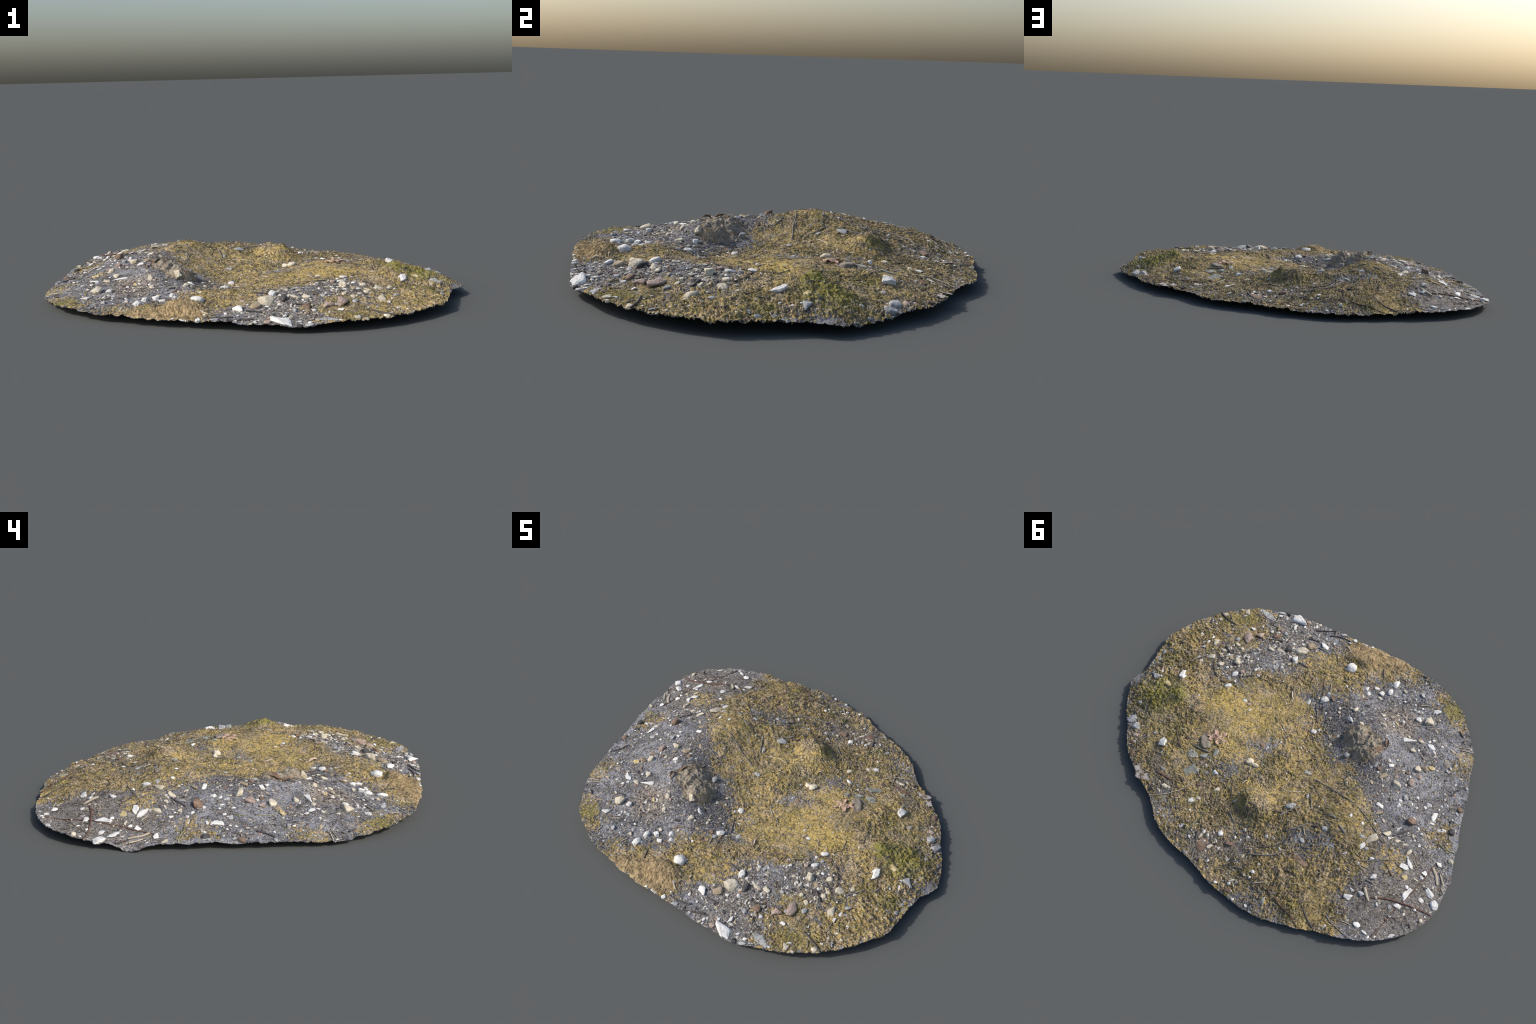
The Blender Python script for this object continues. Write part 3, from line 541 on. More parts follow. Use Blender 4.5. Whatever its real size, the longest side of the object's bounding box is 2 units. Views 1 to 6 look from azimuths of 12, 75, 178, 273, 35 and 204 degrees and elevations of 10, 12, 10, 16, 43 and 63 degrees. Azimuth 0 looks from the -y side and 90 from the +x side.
def make_moss():
    m = Nodes('ochre_moss', .95, .1)
    c = moss_colour(m, (.325, .236, .086), (.53, .398, .164), (.108, .083, .036))
    olive = moss_colour(m, (.172, .142, .053), (.35, .285, .112), (.046, .041, .020))
    yellow = moss_colour(m, (.41, .296, .085), (.59, .445, .155), (.18, .132, .049))
    green = moss_colour(m, (.155, .150, .033), (.32, .296, .066), (.040, .042, .015))
    tawny = moss_colour(m, (.31, .236, .142), (.52, .415, .270), (.115, .088, .054))
    umber = moss_colour(m, (.115, .088, .053), (.255, .200, .120), (.036, .030, .020))
    c = m.mix(m.ramp(m.noise(9, 6, .7, 2.2), (.45, 0.0), (.56, 1.0)), c, olive)
    c = m.mix(m.ramp(m.noise(14, 6, .7, 6.5), (.49, 0.0), (.60, .9)), c, tawny)
    c = m.mix(m.ramp(m.noise(22, 6, .72, 5.5), (.51, 0.0), (.61, .9)), c, umber)
    for x, y, r, s in ((.46, -.15, .085, .85), (.30, -.10, .10, .5), (.10, .30, .08, .25), (.33, .12, .10, .5), (.20, -.20, .10, .4), (-.02, .12, .07, .3)):
        c = m.mix(m.math('MULTIPLY', m.blob(x, y, r), s), c, yellow)
    for x, y, r, s in ((.81, -.06, .11, .75), (.70, -.085, .05, .8), (.88, -.30, .06, .4), (.62, .13, .05, .4), (-.68, -.62, .06, .6), (.62, -.68, .07, .3), (-.34, .78, .05, .25), (.66, -.42, .05, .3), (.13, .35, .045, .4)):
        c = m.mix(m.math('MULTIPLY', m.blob(x, y, r), s), c, green)
    for x, y, r, s in ((.02, .345, .04, .7), (.62, -.27, .06, .6), (.15, -.40, .08, .35), (.42, -.02, .07, .35), (-.48, .05, .06, .5)):
        c = m.mix(m.math('MULTIPLY', m.blob(x, y, r), s), c, tawny)
    # grey dust of soil worked into the moss, straw flecks
    c = m.mix(m.ramp(m.noise(30, 7, .78, 8.8), (.53, 0.0), (.61, .8)), c, m.ramp(m.noise(300, 3, .7), (.3, (.06, .055, .052)), (.7, (.25, .235, .215))))
    r, g, _ = m.cells(300, .7)
    c = m.mix(m.ramp(r, (.94, 0.0), (.95, .75)), c, (.46, .41, .29))
    c = m.mix(m.ramp(g, (.90, 0.0), (.92, .8)), c, (.035, .030, .020))
    return m.finish(c, m.noise(420, 2, .6, 3.3), .5, .0015)


def make_soil():
    m = Nodes('grey_soil', .9, .2)
    grain = m.noise(300, 4, .78, 1.0)
    c = m.ramp(grain, (.30, (.036, .037, .044)), (.50, (.112, .115, .133)), (.70, (.25, .254, .282)))
    pale = m.ramp(grain, (.28, (.132, .138, .160)), (.5, (.222, .230, .261)), (.72, (.33, .338, .374)))
    c = m.mix(m.ramp(m.noise(8, 6, .68, 5.0), (.44, 0.0), (.55, .95)), c, pale)
    brown = m.ramp(grain, (.32, (.055, .045, .036)), (.5, (.155, .130, .104)), (.68, (.30, .26, .21)))
    c = m.mix(m.ramp(m.noise(21, 5, .7, 9.0), (.53, 0.0), (.65, .7)), c, brown)
    for x, y, r, s in ((.56, -.40, .13, .8), (.30, -.70, .17, .45), (.70, .32, .22, .9), (.15, .62, .15, .9), (-.85, .55, .24, .55), (-.62, .58, .15, .45), (-.60, .30, .10, .4)):
        c = m.mix(m.math('MULTIPLY', m.blob(x, y, r), s), c, brown)
    dark = m.ramp(grain, (.32, (.020, .020, .024)), (.5, (.085, .086, .098)), (.68, (.22, .22, .245)))
    for x, y, r, s in ((-.12, -.29, .12, .9), (-.36, -.07, .10, .9), (-.30, -.33, .08, .6), (-.47, .06, .10, .7), (-.56, .20, .10, .5), (-.14, -.12, .06, .5)):
        c = m.mix(m.math('MULTIPLY', m.blob(x, y, r), s), c, dark)
    sandy = m.ramp(grain, (.30, (.10, .080, .062)), (.5, (.25, .205, .165)), (.7, (.46, .40, .33)))
    c = m.mix(m.math('MULTIPLY', m.blob(-.45, -.42, .10), .75), c, sandy)
    c = m.mix(m.ramp(m.noise(32, 6, .75, 12.0), (.38, .85), (.46, 0.0)), c, m.ramp(grain, (.35, (.018, .018, .020)), (.65, (.105, .10, .10))))
    r, g, _ = m.cells(230, 2.7)
    c = m.mix(m.ramp(r, (.91, 0.0), (.93, .85)), c, (.44, .40, .33))
    c = m.mix(m.ramp(g, (.90, 0.0), (.92, .85)), c, (.020, .019, .020))
    # moss dust
    c = m.mix(m.ramp(m.noise(60, 5, .75, 7.7), (.56, 0.0), (.66, .5)), c, m.ramp(grain, (.35, (.08, .062, .025)), (.65, (.30, .235, .10))))
    return m.finish(c, m.noise(300, 3, .65, 2.0), .5, .002)


def make_dry_grass(name='dry_grass'):
    m = Nodes(name, .95, .1)
    mp = m.new('ShaderNodeMapping')
    mp.inputs['Rotation'].default_value = (0, 0, .5)
    mp.inputs['Scale'].default_value = (1, .35, .5)
    m.put(mp.inputs['Vector'], m.coord)
    strands = m.noise(240, 4, .75, 0, mp.outputs[0], .6)
    c = m.ramp(strands, (.30, (.17, .125, .065)), (.5, (.37, .275, .150)), (.7, (.56, .44, .265)))
    clod = m.ramp(strands, (.30, (.10, .090, .074)), (.5, (.26, .232, .190)), (.7, (.44, .40, .335)))
    c = m.mix(m.blob(-.31, -.20, .13, .3), c, clod)
    c = m.mix(m.ramp(m.noise(30, 4, .65, 3.0), (.5, 0.0), (.64, .6)), c, m.ramp(strands, (.35, (.11, .08, .04)), (.65, (.32, .24, .12))))
    return m.finish(c, strands, .5, .002)


STONE_COLOURS = {  # shade, body, light
    'white': ((.46, .46, .47), (.72, .72, .70), (.86, .85, .82)), 'cream': ((.38, .34, .25), (.61, .55, .43), (.76, .71, .59)),
    'grey': ((.21, .22, .23), (.38, .39, .40), (.56, .56, .56)), 'tan': ((.20, .155, .10), (.36, .29, .20), (.50, .43, .32)),
    'pink': ((.26, .185, .155), (.44, .34, .29), (.60, .50, .44)), 'brown': ((.10, .065, .045), (.21, .14, .10), (.33, .24, .18)),
    'dark': ((.025, .024, .025), (.060, .058, .060), (.13, .125, .125)), 'ochre': ((.28, .20, .08), (.50, .40, .20), (.66, .58, .38)),
    'lichen': ((.17, .18, .15), (.33, .34, .30), (.52, .52, .46)), 'mottled': ((.16, .135, .105), (.29, .25, .20), (.44, .41, .36)),
    'plate': ((.30, .235, .20), (.46, .40, .365), (.60, .55, .52)),
}


def make_stone(kind):
    shade, body, light = STONE_COLOURS[kind]
    m = Nodes(kind + '_stone', .75, .3)
    rnd = m.new('ShaderNodeObjectInfo').outputs['Random']
    shift = m.new('ShaderNodeVectorMath', operation='ADD')
    m.put(shift.inputs[0], m.coord)
    m.put(shift.inputs[1], m.math('MULTIPLY', rnd, 40.0))
    v = shift.outputs[0]
    c = m.ramp(m.noise(1.6, 5, .65, 0, v), (.30, shade), (.48, body), (.68, light))
    c = m.mix(m.ramp(m.noise(7, 4, .7, 0, v), (.56, 0.0), (.72, .55)), c, tuple(x * .62 for x in shade))
    stain = (.30, .22, .10) if kind in ('white', 'cream', 'ochre', 'lichen') else (.12, .10, .07)
    c = m.mix(m.math('MULTIPLY', m.ramp(m.noise(1.1, 3, .6, 9.0, v), (.55, 0.0), (.75, 1.0)), .35), c, stain)
    c = m.mix(m.math('MULTIPLY', rnd, .42), c, tuple(x * .5 for x in body))
    return m.finish(c, m.noise(9, 4, .7, 0, v), .35, .05)


TWIG_COLOURS = {
    'dark': ((.035, .030, .030), (.115, .105, .105)), 'grey': ((.10, .092, .082), (.26, .245, .225)), 'straw': ((.25, .21, .15), (.50, .45, .36)),
    'bark': ((.07, .045, .032), (.20, .15, .11)), 'reddish': ((.060, .030, .025), (.19, .115, .090)), 'orange': ((.22, .09, .03), (.42, .20, .08)),
    'green': ((.14, .16, .07), (.36, .37, .22)), 'bleached': ((.45, .41, .33), (.70, .67, .58)),
}


def make_twig(kind):
    a, b = TWIG_COLOURS[kind]
    m = Nodes(kind + '_twig', .8, .2)
    c = m.ramp(m.noise(170, 4, .7, .5), (.32, a), (.66, b))
    c = m.mix(m.ramp(m.noise(30, 3, .6, 2.5), (.52, 0.0), (.7, .5)), c, a)
    return m.finish(c, m.noise(420, 3, .6), .4, .001)


def make_stuff(name, stops, rough=.85):
    """One colour per grain, drawn from a ramp by the island's random number."""
    m = Nodes(name, rough, .2)
    n = m.new('ShaderNodeValToRGB')
    n.color_ramp.interpolation = 'CONSTANT'
    m.put(n.inputs['Fac'], m.island())
    e = n.color_ramp.elements
    while len(e) < len(stops):
        e.new(.5)
    for el, (p, c) in zip(e, stops):
        el.position, el.color = p, (*c, 1)
    c = m.mix(m.math('MULTIPLY', m.noise(400, 2), .5), n.outputs['Color'], (.05, .045, .04))
    return m.finish(c)


MOSS, SOIL, DRY = make_moss(), make_soil(), make_dry_grass()
STONE_MATERIAL = {k: make_stone(k) for k in STONE_COLOURS}
TWIG_MATERIAL = {k: make_twig(k) for k in TWIG_COLOURS}

# ------------------------------------------------------------------ the patch
patch = bpy.data.objects.new('ground_patch', None)
bpy.context.scene.collection.objects.link(patch)
patch['label'] = 'mossy patch of gravelly soil with stones and twigs'
patch['category'] = 'forest ground'

N = 580
gx, gy, grad_ = disc_grid(N)
fx, fy, frad = gx.ravel(), gy.ravel(), grad_.ravel()
f_soil, f_dry = soil_cover(fx, fy), dry_cover(fx, fy)
fz = base_height(fx, fy) + roughness(fx, fy, f_soil, f_dry)
# crumbly rim
edge = smooth(.985, 1, frad)
fz = fz + edge * (.0042 * perlin(fx * 35, fy * 35, 51) + .0034 * perlin(fx * 90, fy * 90, 52))
# the one tip of the rim that reaches down to the floor
tip = np.exp(-((fx + .995) ** 2 + (fy - .355) ** 2) / .035 ** 2)
fz = fz - tip * .020
fz = np.maximum(fz, .0)
TOP = np.stack([fx, fy, fz], -1)
height_grid = (gx, gy, fz.reshape(gx.shape))

face = quads(N)
centre_soil = f_soil[face].mean(1)
centre_dry = f_dry[face].mean(1)
kind = np.where(centre_dry > 0, 2, np.where(centre_soil > 0, 0, 1))
whole = mesh_from('whole', TOP, face)
normal = np.empty(len(TOP) * 3, np.float32)
whole.vertex_normals.foreach_get('vector', normal)
normal = normal.reshape(-1, 3)
bpy.data.meshes.remove(whole)
parts = {}
for k, (name, mat) in enumerate((('bare_soil', SOIL), ('moss_carpet', MOSS), ('dry_grass_mound', DRY))):
    f = face[kind == k]
    used, inv = np.unique(f, return_inverse=True)
    me = mesh_from(name, TOP[used], inv.reshape(f.shape))
    me.normals_split_custom_set_from_vertices(normal[used])
    parts[name] = add(name, me, patch, mat)

# underside: a crust of soil, thin at the rim and thicker inside
M = 116
ux, uy, ur = disc_grid(M)
step = N // M
uz = fz.reshape(gx.shape)[::step, ::step]
ux, uy = gx[::step, ::step], gy[::step, ::step]
under = uz - (.0015 + .0245 * smooth(1.0, .85, ur))
under_v = np.stack([ux, uy, np.maximum(under, 0.0)], -1).reshape(-1, 3)
under_f = quads(M)[:, ::-1]
idx = np.arange((N + 1) ** 2).reshape(N + 1, N + 1)
ring = np.r_[idx[:-1, 0], idx[-1, :-1], idx[:0:-1, -1], idx[0, :0:-1]]
lip = TOP[ring].copy()
low = lip.copy()
low[:, :2] *= .998
low[:, 2] = np.maximum(low[:, 2] - .0015, 0)
n_under, n_ring = len(under_v), len(ring)
a = n_under + np.arange(n_ring)
b = n_under + np.roll(np.arange(n_ring), -1)
skirt = np.stack([b, a, a + n_ring, b + n_ring], -1)
add('soil_crust', mesh_from('soil_crust', np.vstack([under_v, lip, low]), np.vstack([under_f, skirt])), patch, SOIL)


def ground_at(x, y):
    """Height of the finished ground, roughness included (vectorised)."""
    x, y = np.atleast_1d(np.asarray(x, float)), np.atleast_1d(np.asarray(y, float))
    return base_height(x, y) + roughness(x, y, soil_cover(x, y), dry_cover(x, y))


def slope_at(x, y, e=.012):
    x, y = np.atleast_1d(x), np.atleast_1d(y)
    zx = (base_height(x + e, y) - base_height(x - e, y)) / (2 * e)
    zy = (base_height(x, y + e) - base_height(x, y - e)) / (2 * e)
    n = np.stack([-zx, -zy, np.ones_like(zx)], -1)
    return n / np.linalg.norm(n, axis=1, keepdims=True)


# ------------------------------------------------------------------ stones
rng = np.random.default_rng(7)


def stone_mesh(name, seed, corners, round_off, rough):
    """A broken stone: the hull of a few random corners, its edges worn, filling -0.5..0.5."""
    r = np.random.default_rng(seed)
    bm = bmesh.new()
    p = r.normal(size=(corners, 3))
    p /= np.linalg.norm(p, axis=1, keepdims=True)
    p *= r.uniform(.78, 1.12, (corners, 1))
    p[:, 2] = np.clip(p[:, 2], -.7, .62)
    for c in p:
        bm.verts.new(c)
    hull = bmesh.ops.convex_hull(bm, input=bm.verts)
    bmesh.ops.delete(bm, geom=[v for v in bm.verts if not v.link_faces], context='VERTS')
    bmesh.ops.dissolve_limit(bm, angle_limit=.12, verts=bm.verts, edges=bm.edges)
    bmesh.ops.bevel(bm, geom=bm.edges[:], offset=round_off, segments=2, affect='EDGES', clamp_overlap=True)
    bmesh.ops.triangulate(bm, faces=bm.faces)
    for _ in range(3):
        long_edges = [e for e in bm.edges if e.calc_length() > .22]
        if not long_edges:
            break
        bmesh.ops.subdivide_edges(bm, edges=long_edges, cuts=1)
        bmesh.ops.triangulate(bm, faces=bm.faces)
    for v in bm.verts:
        u = v.co.copy()
        v.co = u * (1 + rough * (.10 * noise.noise(u * 1.6 + Vector((seed, 0, 0))) + .06 * noise.noise(u * 4 + Vector((0, seed, 0))) + .03 * noise.noise(u * 9 + Vector((0, 0, seed)))))
    co = np.array([v.co for v in bm.verts])
    lo, hi = co.min(0), co.max(0)
    for v, c in zip(bm.verts, (co - (lo + hi) / 2) / (hi - lo)):
        v.co = Vector(c)
    bmesh.ops.recalc_face_normals(bm, faces=bm.faces)
    me = bpy.data.meshes.new(name)
    bm.to_mesh(me)
    bm.free()
    me.polygons.foreach_set('use_smooth', np.ones(len(me.polygons), bool))
    return me


ROUND = [stone_mesh('pebble', 10 + i, 30, .16, 1.0) for i in range(6)]
BROKEN = [stone_mesh('broken_stone', 30 + i, 14 + i % 6, .06, 1.5) for i in range(18)]
for me in ROUND + BROKEN:
    me.materials.append(STONE_MATERIAL['grey'])

sx, sy = np.array([s[0] for s in STONES]), np.array([s[1] for s in STONES])
s_ground, s_normal = base_height(sx, sy), slope_at(sx, sy)
SINGLE = 300
small_stones = []
for i, (x, y, length, width, angle, rise, colour) in enumerate(STONES):
    length, width = length / 1000 * 1.03, width / 1000 * 1.06
    tall = max(width * rise, .004)
    inner = float(rim_radius(np.array([math.atan2(y, x)]))[0]) - .36 * width
    pull = min(1, inner / math.hypot(x, y))
    x, y = x * pull, y * pull
    z = s_ground[i] + tall * .5 - tall * .38
    up = Vector(s_normal[i])
    tilt = up.to_track_quat('Z', 'Y').to_matrix().to_4x4()
    spin = Matrix.Rotation(math.radians(angle) + (math.pi if rng.random() < .5 else 0), 4, 'Z')
    lean = Matrix.Rotation(rng.normal(0, .10), 4, 'X') @ Matrix.Rotation(rng.normal(0, .10), 4, 'Y')
    # track_quat turns the frame about its axis; undo that so the angle stays a world angle
    fx_ = tilt @ Vector((1, 0, 0))
    undo = Matrix.Rotation(-math.atan2(fx_.y, fx_.x), 4, 'Z')
    me = (ROUND if colour in ('brown', 'tan') or rng.random() < .12 else BROKEN)
    me = me[rng.integers(len(me))]
    world = Matrix.Translation((x, y, z)) @ tilt @ undo @ spin @ lean @ Matrix.Diagonal((length, width, tall, 1))
    if i < SINGLE:
        ob = bpy.data.objects.new('stone', me)
        bpy.context.scene.collection.objects.link(ob)
        ob.parent = patch
        ob.matrix_world = world
        ob.material_slots[0].link = 'OBJECT'
        ob.material_slots[0].material = STONE_MATERIAL[colour]
    else:
        small_stones.append((x, y, length, width, tall, angle, colour))


# ------------------------------------------------------------------ twigs
def smooth_path(points, step):
    p = np.array(points, float)
    if len(p) == 2:
        n = max(3, int(np.linalg.norm(p[1] - p[0]) / step))
        return p[0] + (p[1] - p[0]) * np.linspace(0, 1, n)[:, None]
    ext = np.vstack([2 * p[0] - p[1], p, 2 * p[-1] - p[-2]])
    out = []
    for i in range(1, len(ext) - 2):
        n = max(2, int(np.linalg.norm(ext[i + 1] - ext[i]) / step))
        t = np.linspace(0, 1, n, endpoint=False)[:, None]
        a, b, c, d = ext[i - 1], ext[i], ext[i + 1], ext[i + 2]
        out.append(.5 * (2 * b + (c - a) * t + (2 * a - 5 * b + 4 * c - d) * t ** 2 + (3 * b - a - 3 * c + d) * t ** 3))
    return np.vstack(out + [p[-1:]])


def tube(path, radius, sides=7, flat=1.0):
    """A closed tapering tube along a 3D path; returns vertices and quads."""
    n = len(path)
    d = np.gradient(path, axis=0)
    d /= np.linalg.norm(d, axis=1, keepdims=True) + 1e-12
    side = np.cross(d, (0, 0, 1))
    side /= np.linalg.norm(side, axis=1, keepdims=True) + 1e-12
    up = np.cross(side, d)
    t = np.arange(sides) * 2 * math.pi / sides
    ring_ = side[:, None] * np.cos(t)[None, :, None] + up[:, None] * (np.sin(t) * flat)[None, :, None]
    v = path[:, None] + ring_ * np.asarray(radius).reshape(-1, 1, 1)
    i, j = np.meshgrid(np.arange(n - 1), np.arange(sides), indexing='ij')
    k0, k1 = i * sides + j, i * sides + (j + 1) % sides
    f = np.stack([k0, k0 + sides, k1 + sides, k1], -1).reshape(-1, 4)
    v = v.reshape(-1, 3)
    caps = []
    for base, flip in ((0, 1), ((n - 1) * sides, -1)):
        v = np.vstack([v, path[0 if base == 0 else -1][None]])
        c = len(v) - 1
        for j in range(0, sides):
            q = [base + j, base + (j + 1) % sides, c, c]
            caps.append(q if flip > 0 else [q[1], q[0], c, c])
    return v, f, np.array(caps)[:, :3]


def mixed_mesh(name, v, q, t):
    me = bpy.data.meshes.new(name)
    me.from_pydata(v.tolist(), [], q.tolist() + t.tolist())
    me.polygons.foreach_set('use_smooth', np.ones(len(me.polygons), bool))
    return me


for colour, r_mm, points in TWIGS:
    path = smooth_path(points, .005)
    n = len(path)
    seed = int(abs(path[0, 0] * 1000) + abs(path[0, 1] * 7000)) % 1000
    s = np.arange(n) * .005
    across = np.gradient(path, axis=0)[:, ::-1] * (1, -1)
    across /= np.linalg.norm(across, axis=1, keepdims=True) + 1e-12
    wave = .0018 * perlin(s * 30, s * 0 + seed, 61)[:, None] * smooth(0, .02, np.minimum(s, s[::-1]))[:, None]
    path = path + across * wave
    r = max(r_mm, 1.3) / 1000
    base = base_height(path[:, 0], path[:, 1])
    rough = roughness(path[:, 0], path[:, 1], soil_cover(path[:, 0], path[:, 1]), dry_cover(path[:, 0], path[:, 1]))
    width_ = min(n, 9)
    soft = np.convolve(np.pad(rough, width_ // 2, mode='edge'), np.ones(width_) / width_, 'same')[width_ // 2:width_ // 2 + n]
    flat = .45 if r > .006 else (.7 if r > .004 else 1)
    z = base + soft + r * flat * .75 + .0015 * perlin(s * 18, s * 0 + seed + .5, 62) + .001
    taper = 1 - .35 * np.linspace(0, 1, n) ** 2 if seed % 2 else 1 - .35 * np.linspace(1, 0, n) ** 2
    lumps = 1 + .16 * perlin(s * 90, s * 0 + seed, 63)
    v, q, t = tube(np.c_[path, z], r * taper * lumps, 7, flat)
    add('grass_blade' if colour == 'green' else ('bark_strip' if r > .006 else 'twig'), mixed_mesh('twig', v, q, t), patch, TWIG_MATERIAL[colour])


# ------------------------------------------------------------------ leaves
def leaf_sheet(name, shape, across, along, thickness, material):
    """A crumpled leaf: a grid of points from shape(u, v), given a thickness."""
    u, v = np.meshgrid(np.linspace(-1, 1, across), np.linspace(0, 1, along), indexing='ij')
    p = np.array([shape(a, b) for a, b in zip(u.ravel(), v.ravel())])
    i, j = np.meshgrid(np.arange(across - 1), np.arange(along - 1), indexing='ij')
    k = (i * along + j).ravel()
    me = mesh_from(name, p, np.stack([k, k + along, k + along + 1, k + 1], -1))
    ob = add(name, me, patch, material)
    s = ob.modifiers.new('thickness', 'SOLIDIFY')
    s.thickness = thickness
    return ob


def leaf_material(name, a, b):
    m = Nodes(name, .7, .25)
    c = m.ramp(m.noise(60, 5, .7), (.32, a), (.68, b))
    return m.finish(c, m.noise(160, 4, .6), .4, .002)


PINK_LEAF, BROWN_LEAF, PALE_LEAF = (leaf_material('pink_leaf', (.28, .17, .12), (.56, .40, .31)), leaf_material('brown_leaf', (.06, .04, .03), (.22, .15, .105)),
                                    leaf_material('pale_leaf', (.34, .25, .17), (.62, .52, .42)))


def lobed(cx, cy, size, turn, lobes, seed):
    def shape(u, v):
        a = (u + 1) * math.pi
        rad = v * size * (.62 + .38 * math.cos(a * lobes) + .1 * noise.noise(Vector((math.cos(a), math.sin(a), seed))))
        x, y = cx + rad * math.cos(a + turn), cy + rad * math.sin(a + turn) * .8
        z = float(base_height(np.array([x]), np.array([y]))[0]) + .006 + .010 * noise.noise(Vector((x * 45, y * 45, seed))) + .004 * v
        return x, y, z
    return shape


leaf_sheet('leaf', lobed(.386, .072, .055, .4, 5, 3), 61, 9, .0012, PINK_LEAF)
leaf_sheet('leaf', lobed(.42, .085, .035, 1.4, 4, 5), 41, 7, .0012, PINK_LEAF)


def curled(x0, y0, x1, y1, half, lift, roll, seed):
    d = np.array((x1 - x0, y1 - y0))
    length = np.linalg.norm(d)
    d /= length
    w = np.array((-d[1], d[0]))

    def shape(u, v):
        ang = u * roll
        wide = half * (1 - .75 * abs(2 * v - 1) ** 3)
        off = wide * math.sin(ang) / max(roll, .1)
        p = np.array((x0, y0)) + d * length * v + w * off
        z = float(base_height(np.array([p[0]]), np.array([p[1]]))[0])
        z += .001 + lift * math.sin(math.pi * min(1, v * 1.1)) ** .7 + wide * (1 - math.cos(ang)) / max(roll, .1) + .004 * noise.noise(Vector((p[0] * 70, p[1] * 70, seed)))
        return p[0], p[1], z
    return shape


leaf_sheet('leaf', curled(-.432, -.262, -.446, -.215, .014, .012, 1.4, 1), 13, 15, .0018, BROWN_LEAF)
leaf_sheet('leaf', curled(-.430, -.215, -.395, -.150, .013, .004, 1.0, 2), 13, 19, .0018, BROWN_LEAF)
leaf_sheet('leaf', curled(.152, -.372, .130, -.325, .011, .005, 1.3, 4), 9, 11, .0012, PALE_LEAF)

# ------------------------------------------------------------------ stuff nobody could count
def scatter(n, seed, keep, margin=.008):
    """Random points on the patch where keep(x, y) beats a random number."""
    r = np.random.default_rng(seed)
    x, y = r.uniform(-1, 1, n), r.uniform(-.9, .9, n)
    ok = np.hypot(x, y) < rim_radius(np.arctan2(y, x)) - margin
    x, y = x[ok], y[ok]
    ok = r.random(len(x)) < keep(x, y)
    return x[ok], y[ok], r


OCTA_V = np.array([(1, 0, 0), (0, 1, 0), (-1, 0, 0), (0, -1, 0), (0, 0, 1), (0, 0, -1), (.62, .62, .45), (-.62, .62, .45), (-.62, -.62, .45), (.62, -.62, .45)])
OCTA_F = np.array([(0, 6, 4), (6, 1, 4), (1, 7, 4), (7, 2, 4), (2, 8, 4), (8, 3, 4), (3, 9, 4), (9, 0, 4), (0, 1, 6), (1, 2, 7), (2, 3, 8), (3, 0, 9), (1, 0, 5), (2, 1, 5), (3, 2, 5), (0, 3, 5)])


def grains(name, x, y, size, flat, r, material, sink=.25):
    """Little irregular grains joined into one mesh."""
    n = len(x)
    z = ground_at(x, y)
    nv = slope_at(x, y)
    side = np.cross((0, 1, 0), nv)
    side /= np.linalg.norm(side, axis=1, keepdims=True)
    fwd = np.cross(nv, side)
    t = r.uniform(0, 2 * math.pi, n)
    ax = side * np.cos(t)[:, None] + fwd * np.sin(t)[:, None]
    ay = np.cross(nv, ax)
    shape = OCTA_V[None] * (1 + r.normal(0, .16, (n, len(OCTA_V), 1)))
    sc = np.stack([size, size * r.uniform(.55, .95, n), size * flat * r.uniform(.6, 1.1, n)], -1)
    shape = shape * sc[:, None]
    v = shape[..., :1] * ax[:, None] + shape[..., 1:2] * ay[:, None] + shape[..., 2:] * nv[:, None]
    v = v + np.stack([x, y, z], -1)[:, None] + (nv * (sc[:, 2:] * (1 - 2 * sink)))[:, None] * .6
    f = OCTA_F[None] + (np.arange(n) * len(OCTA_V))[:, None, None]
    ob = add(name, mesh_from(name, v.reshape(-1, 3), f.reshape(-1, 3), False), patch, material)
    ob['kind'] = 'stuff'
    return ob


def litter(name, x, y, length, radius, r, material, lift=.5, bend=.25, heading=None, tilt=.12, above=0.0):
    """Short straws and fibres lying on the ground, joined into one mesh (three-sided, two joints)."""
    n = len(x)
    t = r.uniform(0, 2 * math.pi, n) if heading is None else heading + r.normal(0, .45, n)
    turn = r.normal(0, bend, n)
    pts = []
    for k, s in enumerate((-.5, 0, .5)):
        a = t + turn * s * 2
        px, py = x + np.cos(a) * length * s, y + np.sin(a) * length * s
        pts.append((px, py))
    slope = r.normal(0, tilt, n)
    path = np.stack([np.stack([px, py, ground_at(px, py) + above + radius * lift + slope * length * s], -1) for (px, py), s in zip(pts, (-.5, 0, .5))], 1)
    # no end may dive far below the ground
    mid = path[:, :, 2].mean(1, keepdims=True)
    path[:, :, 2] = .5 * path[:, :, 2] + .5 * np.maximum(path[:, :, 2], mid)
    d = path[:, 2] - path[:, 0]
    d /= np.linalg.norm(d, axis=1, keepdims=True) + 1e-9
    side = np.cross(d, (0, 0, 1.0))
    side /= np.linalg.norm(side, axis=1, keepdims=True) + 1e-9
    up = np.cross(side, d)
    ang = np.arange(3) * 2 * math.pi / 3 + .5
    ringv = side[:, None] * np.cos(ang)[None, :, None] + up[:, None] * np.sin(ang)[None, :, None]
    v = path[:, :, None] + ringv[:, None] * (radius[:, None] * np.array((.7, 1, .6)))[:, :, None, None]
    v = v.reshape(n, 9, 3)
    q = []
    for s in (0, 3):
        for j in range(3):
            a_, b_ = s + j, s + (j + 1) % 3
            q += [(a_, b_, b_ + 3), (a_, b_ + 3, a_ + 3)]
    q += [(0, 2, 1), (6, 7, 8)]
    f = np.array(q)[None] + (np.arange(n) * 9)[:, None, None]
    ob = add(name, mesh_from(name, v.reshape(-1, 3), f.reshape(-1, 3)), patch, material)
    ob['kind'] = 'stuff'
    return ob


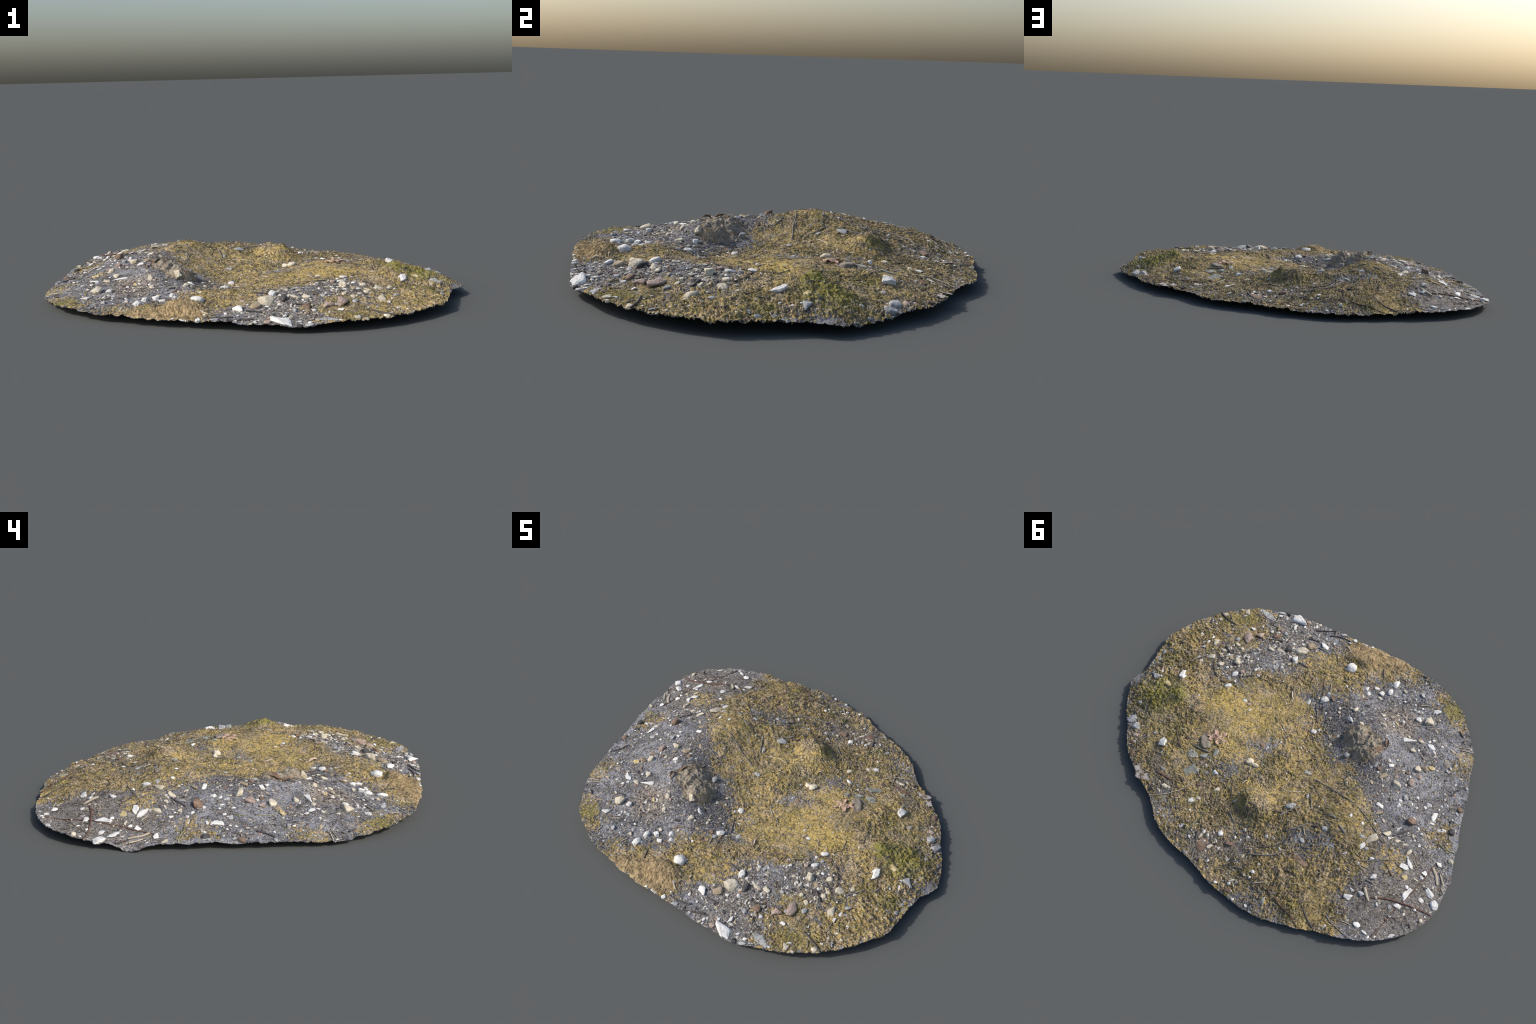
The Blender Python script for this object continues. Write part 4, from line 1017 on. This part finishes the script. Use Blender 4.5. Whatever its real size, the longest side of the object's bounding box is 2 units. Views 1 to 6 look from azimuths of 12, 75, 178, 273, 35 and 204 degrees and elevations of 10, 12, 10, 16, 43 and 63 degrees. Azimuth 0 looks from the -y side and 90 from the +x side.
def sprigs(name, x, y, tall, r, material, lean=.5):
    """Moss shoots: slim three-sided spikes standing off the carpet."""
    n = len(x)
    z = ground_at(x, y) - .001
    nv = slope_at(x, y, .006)
    up = nv + r.normal(0, lean, (n, 3))
    up /= np.linalg.norm(up, axis=1, keepdims=True)
    side = np.cross(up, r.normal(size=(n, 3)))
    side /= np.linalg.norm(side, axis=1, keepdims=True)
    other = np.cross(up, side)
    base = np.stack([x, y, z], -1)
    w = (tall * r.uniform(.18, .38, n))[:, None]
    h = tall[:, None]
    v = np.stack([base + side * w, base + (-.5 * side + .87 * other) * w, base + (-.5 * side - .87 * other) * w, base + up * h * .6 + side * w * .8 * r.normal(0, .7, (n, 1)), base + up * h], 1)
    f = np.array([(0, 1, 3), (1, 2, 3), (2, 0, 3), (0, 1, 4), (1, 2, 4), (2, 0, 4)])[None] + (np.arange(n) * 5)[:, None, None]
    ob = add(name, mesh_from(name, v.reshape(-1, 3), f.reshape(-1, 3)), patch, material)
    ob['kind'] = 'stuff'
    return ob


def on_soil(x, y):
    return smooth(-.012, .012, soil_cover(x, y)) * (dry_cover(x, y) < .05)


def on_moss(x, y):
    return smooth(.010, -.012, soil_cover(x, y)) * (dry_cover(x, y) < .05)


def crumbly(x, y):
    """Where the soil is littered rather than smooth and dusty."""
    return smooth(-.25, .30, perlin(x * 7, y * 7, 71) + .5 * perlin(x * 19, y * 19, 72))


def near(x, y, cx, cy, r):
    return np.exp(-((x - cx) ** 2 + (y - cy) ** 2) / r ** 2)


GRIT = make_stuff('grit', [(0, (.04, .041, .05)), (.24, (.12, .124, .145)), (.48, (.21, .21, .225)), (.64, (.30, .26, .20)), (.76, (.42, .39, .34)), (.86, (.66, .64, .60)), (.96, (.30, .17, .11))])
GRAVEL = make_stuff('gravel', [(0, (.07, .07, .075)), (.18, (.17, .165, .165)), (.40, (.30, .28, .25)), (.55, (.42, .37, .29)), (.68, (.58, .55, .48)), (.82, (.68, .67, .65)), (.96, (.34, .21, .15))])
STRAW = make_stuff('straw', [(0, (.06, .052, .045)), (.20, (.14, .125, .11)), (.38, (.25, .21, .155)), (.56, (.38, .32, .23)), (.74, (.54, .48, .38)), (.94, (.12, .065, .045))])
MOSS_BITS = MOSS
FIBRE = make_stuff('dry_fibre', [(0, (.20, .15, .08)), (.3, (.34, .26, .145)), (.6, (.46, .36, .21)), (.85, (.58, .48, .32))])

# the smallest of the listed stones, joined
if small_stones:
    a = np.array([s[:5] for s in small_stones])
    grains('pebble', a[:, 0], a[:, 1], a[:, 2] * .55, .6, np.random.default_rng(3), STONE_MATERIAL['white'], .2)

# pebbles of a few millimetres, thick in the gravel
x, y, r = scatter(34000, 101, lambda x, y: on_soil(x, y) * np.clip(.02 + .12 * crumbly(x, y) + .6 * near(x, y, .40, -.66, .24) + .5 * near(x, y, .58, -.40, .13) + .35 * near(x, y, -.45, -.42, .10) + .3 * near(x, y, .15, .64, .15), 0, 1))
grains('gravel', x, y, r.uniform(.003, .0085, len(x)) * np.where(r.random(len(x)) < .15, 1.4, 1), .6, r, GRAVEL)
x, y, r = scatter(90000, 102, lambda x, y: on_soil(x, y) * np.clip(.04 + .30 * crumbly(x, y) + .5 * near(x, y, .42, -.62, .3) + .6 * near(x, y, -.45, -.42, .13), 0, 1))
grains('grit', x, y, r.uniform(.0011, .0028, len(x)), .7, r, GRIT)
# chips of stone and shell lying in the moss
x, y, r = scatter(13000, 103, lambda x, y: on_moss(x, y) * np.clip(.12 + .55 * near(x, y, .15, .62, .28) + .35 * near(x, y, .70, -.65, .2) + .4 * near(x, y, .85, -.35, .15), 0, 1))
grains('chip', x, y, r.uniform(.002, .0065, len(x)), .4, r, GRAVEL)
# litter
x, y, r = scatter(52000, 104, lambda x, y: on_soil(x, y) * (.08 + .40 * crumbly(x, y)))
litter('plant_litter', x, y, r.uniform(.006, .020, len(x)), r.uniform(.0005, .0011, len(x)), r, STRAW)
x, y, r = scatter(46000, 105, lambda x, y: on_moss(x, y) * np.clip(.22 + .4 * near(x, y, .2, .6, .35) + .3 * near(x, y, -.3, .65, .3), 0, 1))
litter('plant_litter', x, y, r.uniform(.006, .024, len(x)), r.uniform(.0005, .0011, len(x)), r, STRAW, 1.5, above=.0018)
x, y, r = scatter(6200, 106, lambda x, y: .32 + .5 * near(x, y, .0, .62, .4), .024)
litter('straw_stem', x, y, r.uniform(.018, .045, len(x)), r.uniform(.0007, .0014, len(x)), r, STRAW, 1.5, .35, None, .08, .0015)
# moss shoots on the carpet, and stray ones on the soil near the front
x, y, r = scatter(90000, 107, lambda x, y: on_moss(x, y))
sprigs('moss_shoot', x, y, r.uniform(.0020, .0046, len(x)) * (.7 + .55 * lush(x, y)), r, MOSS)
x, y, r = scatter(9000, 108, lambda x, y: on_soil(x, y) * smooth(.10, .0, soil_cover(x, y)) * .8)
sprigs('moss_shoot', x, y, r.uniform(.002, .0045, len(x)), r, MOSS)
# fibres of the dry grass mounds
x, y, r = scatter(120000, 109, lambda x, y: (dry_cover(x, y) > -.02) * (.9 - .8 * near(x, y, -.31, -.20, .15)))
litter('dry_fibre', x, y, r.uniform(.008, .020, len(x)), r.uniform(.0004, .0008, len(x)), r, FIBRE, 1.0, .3, 1.9, .15)
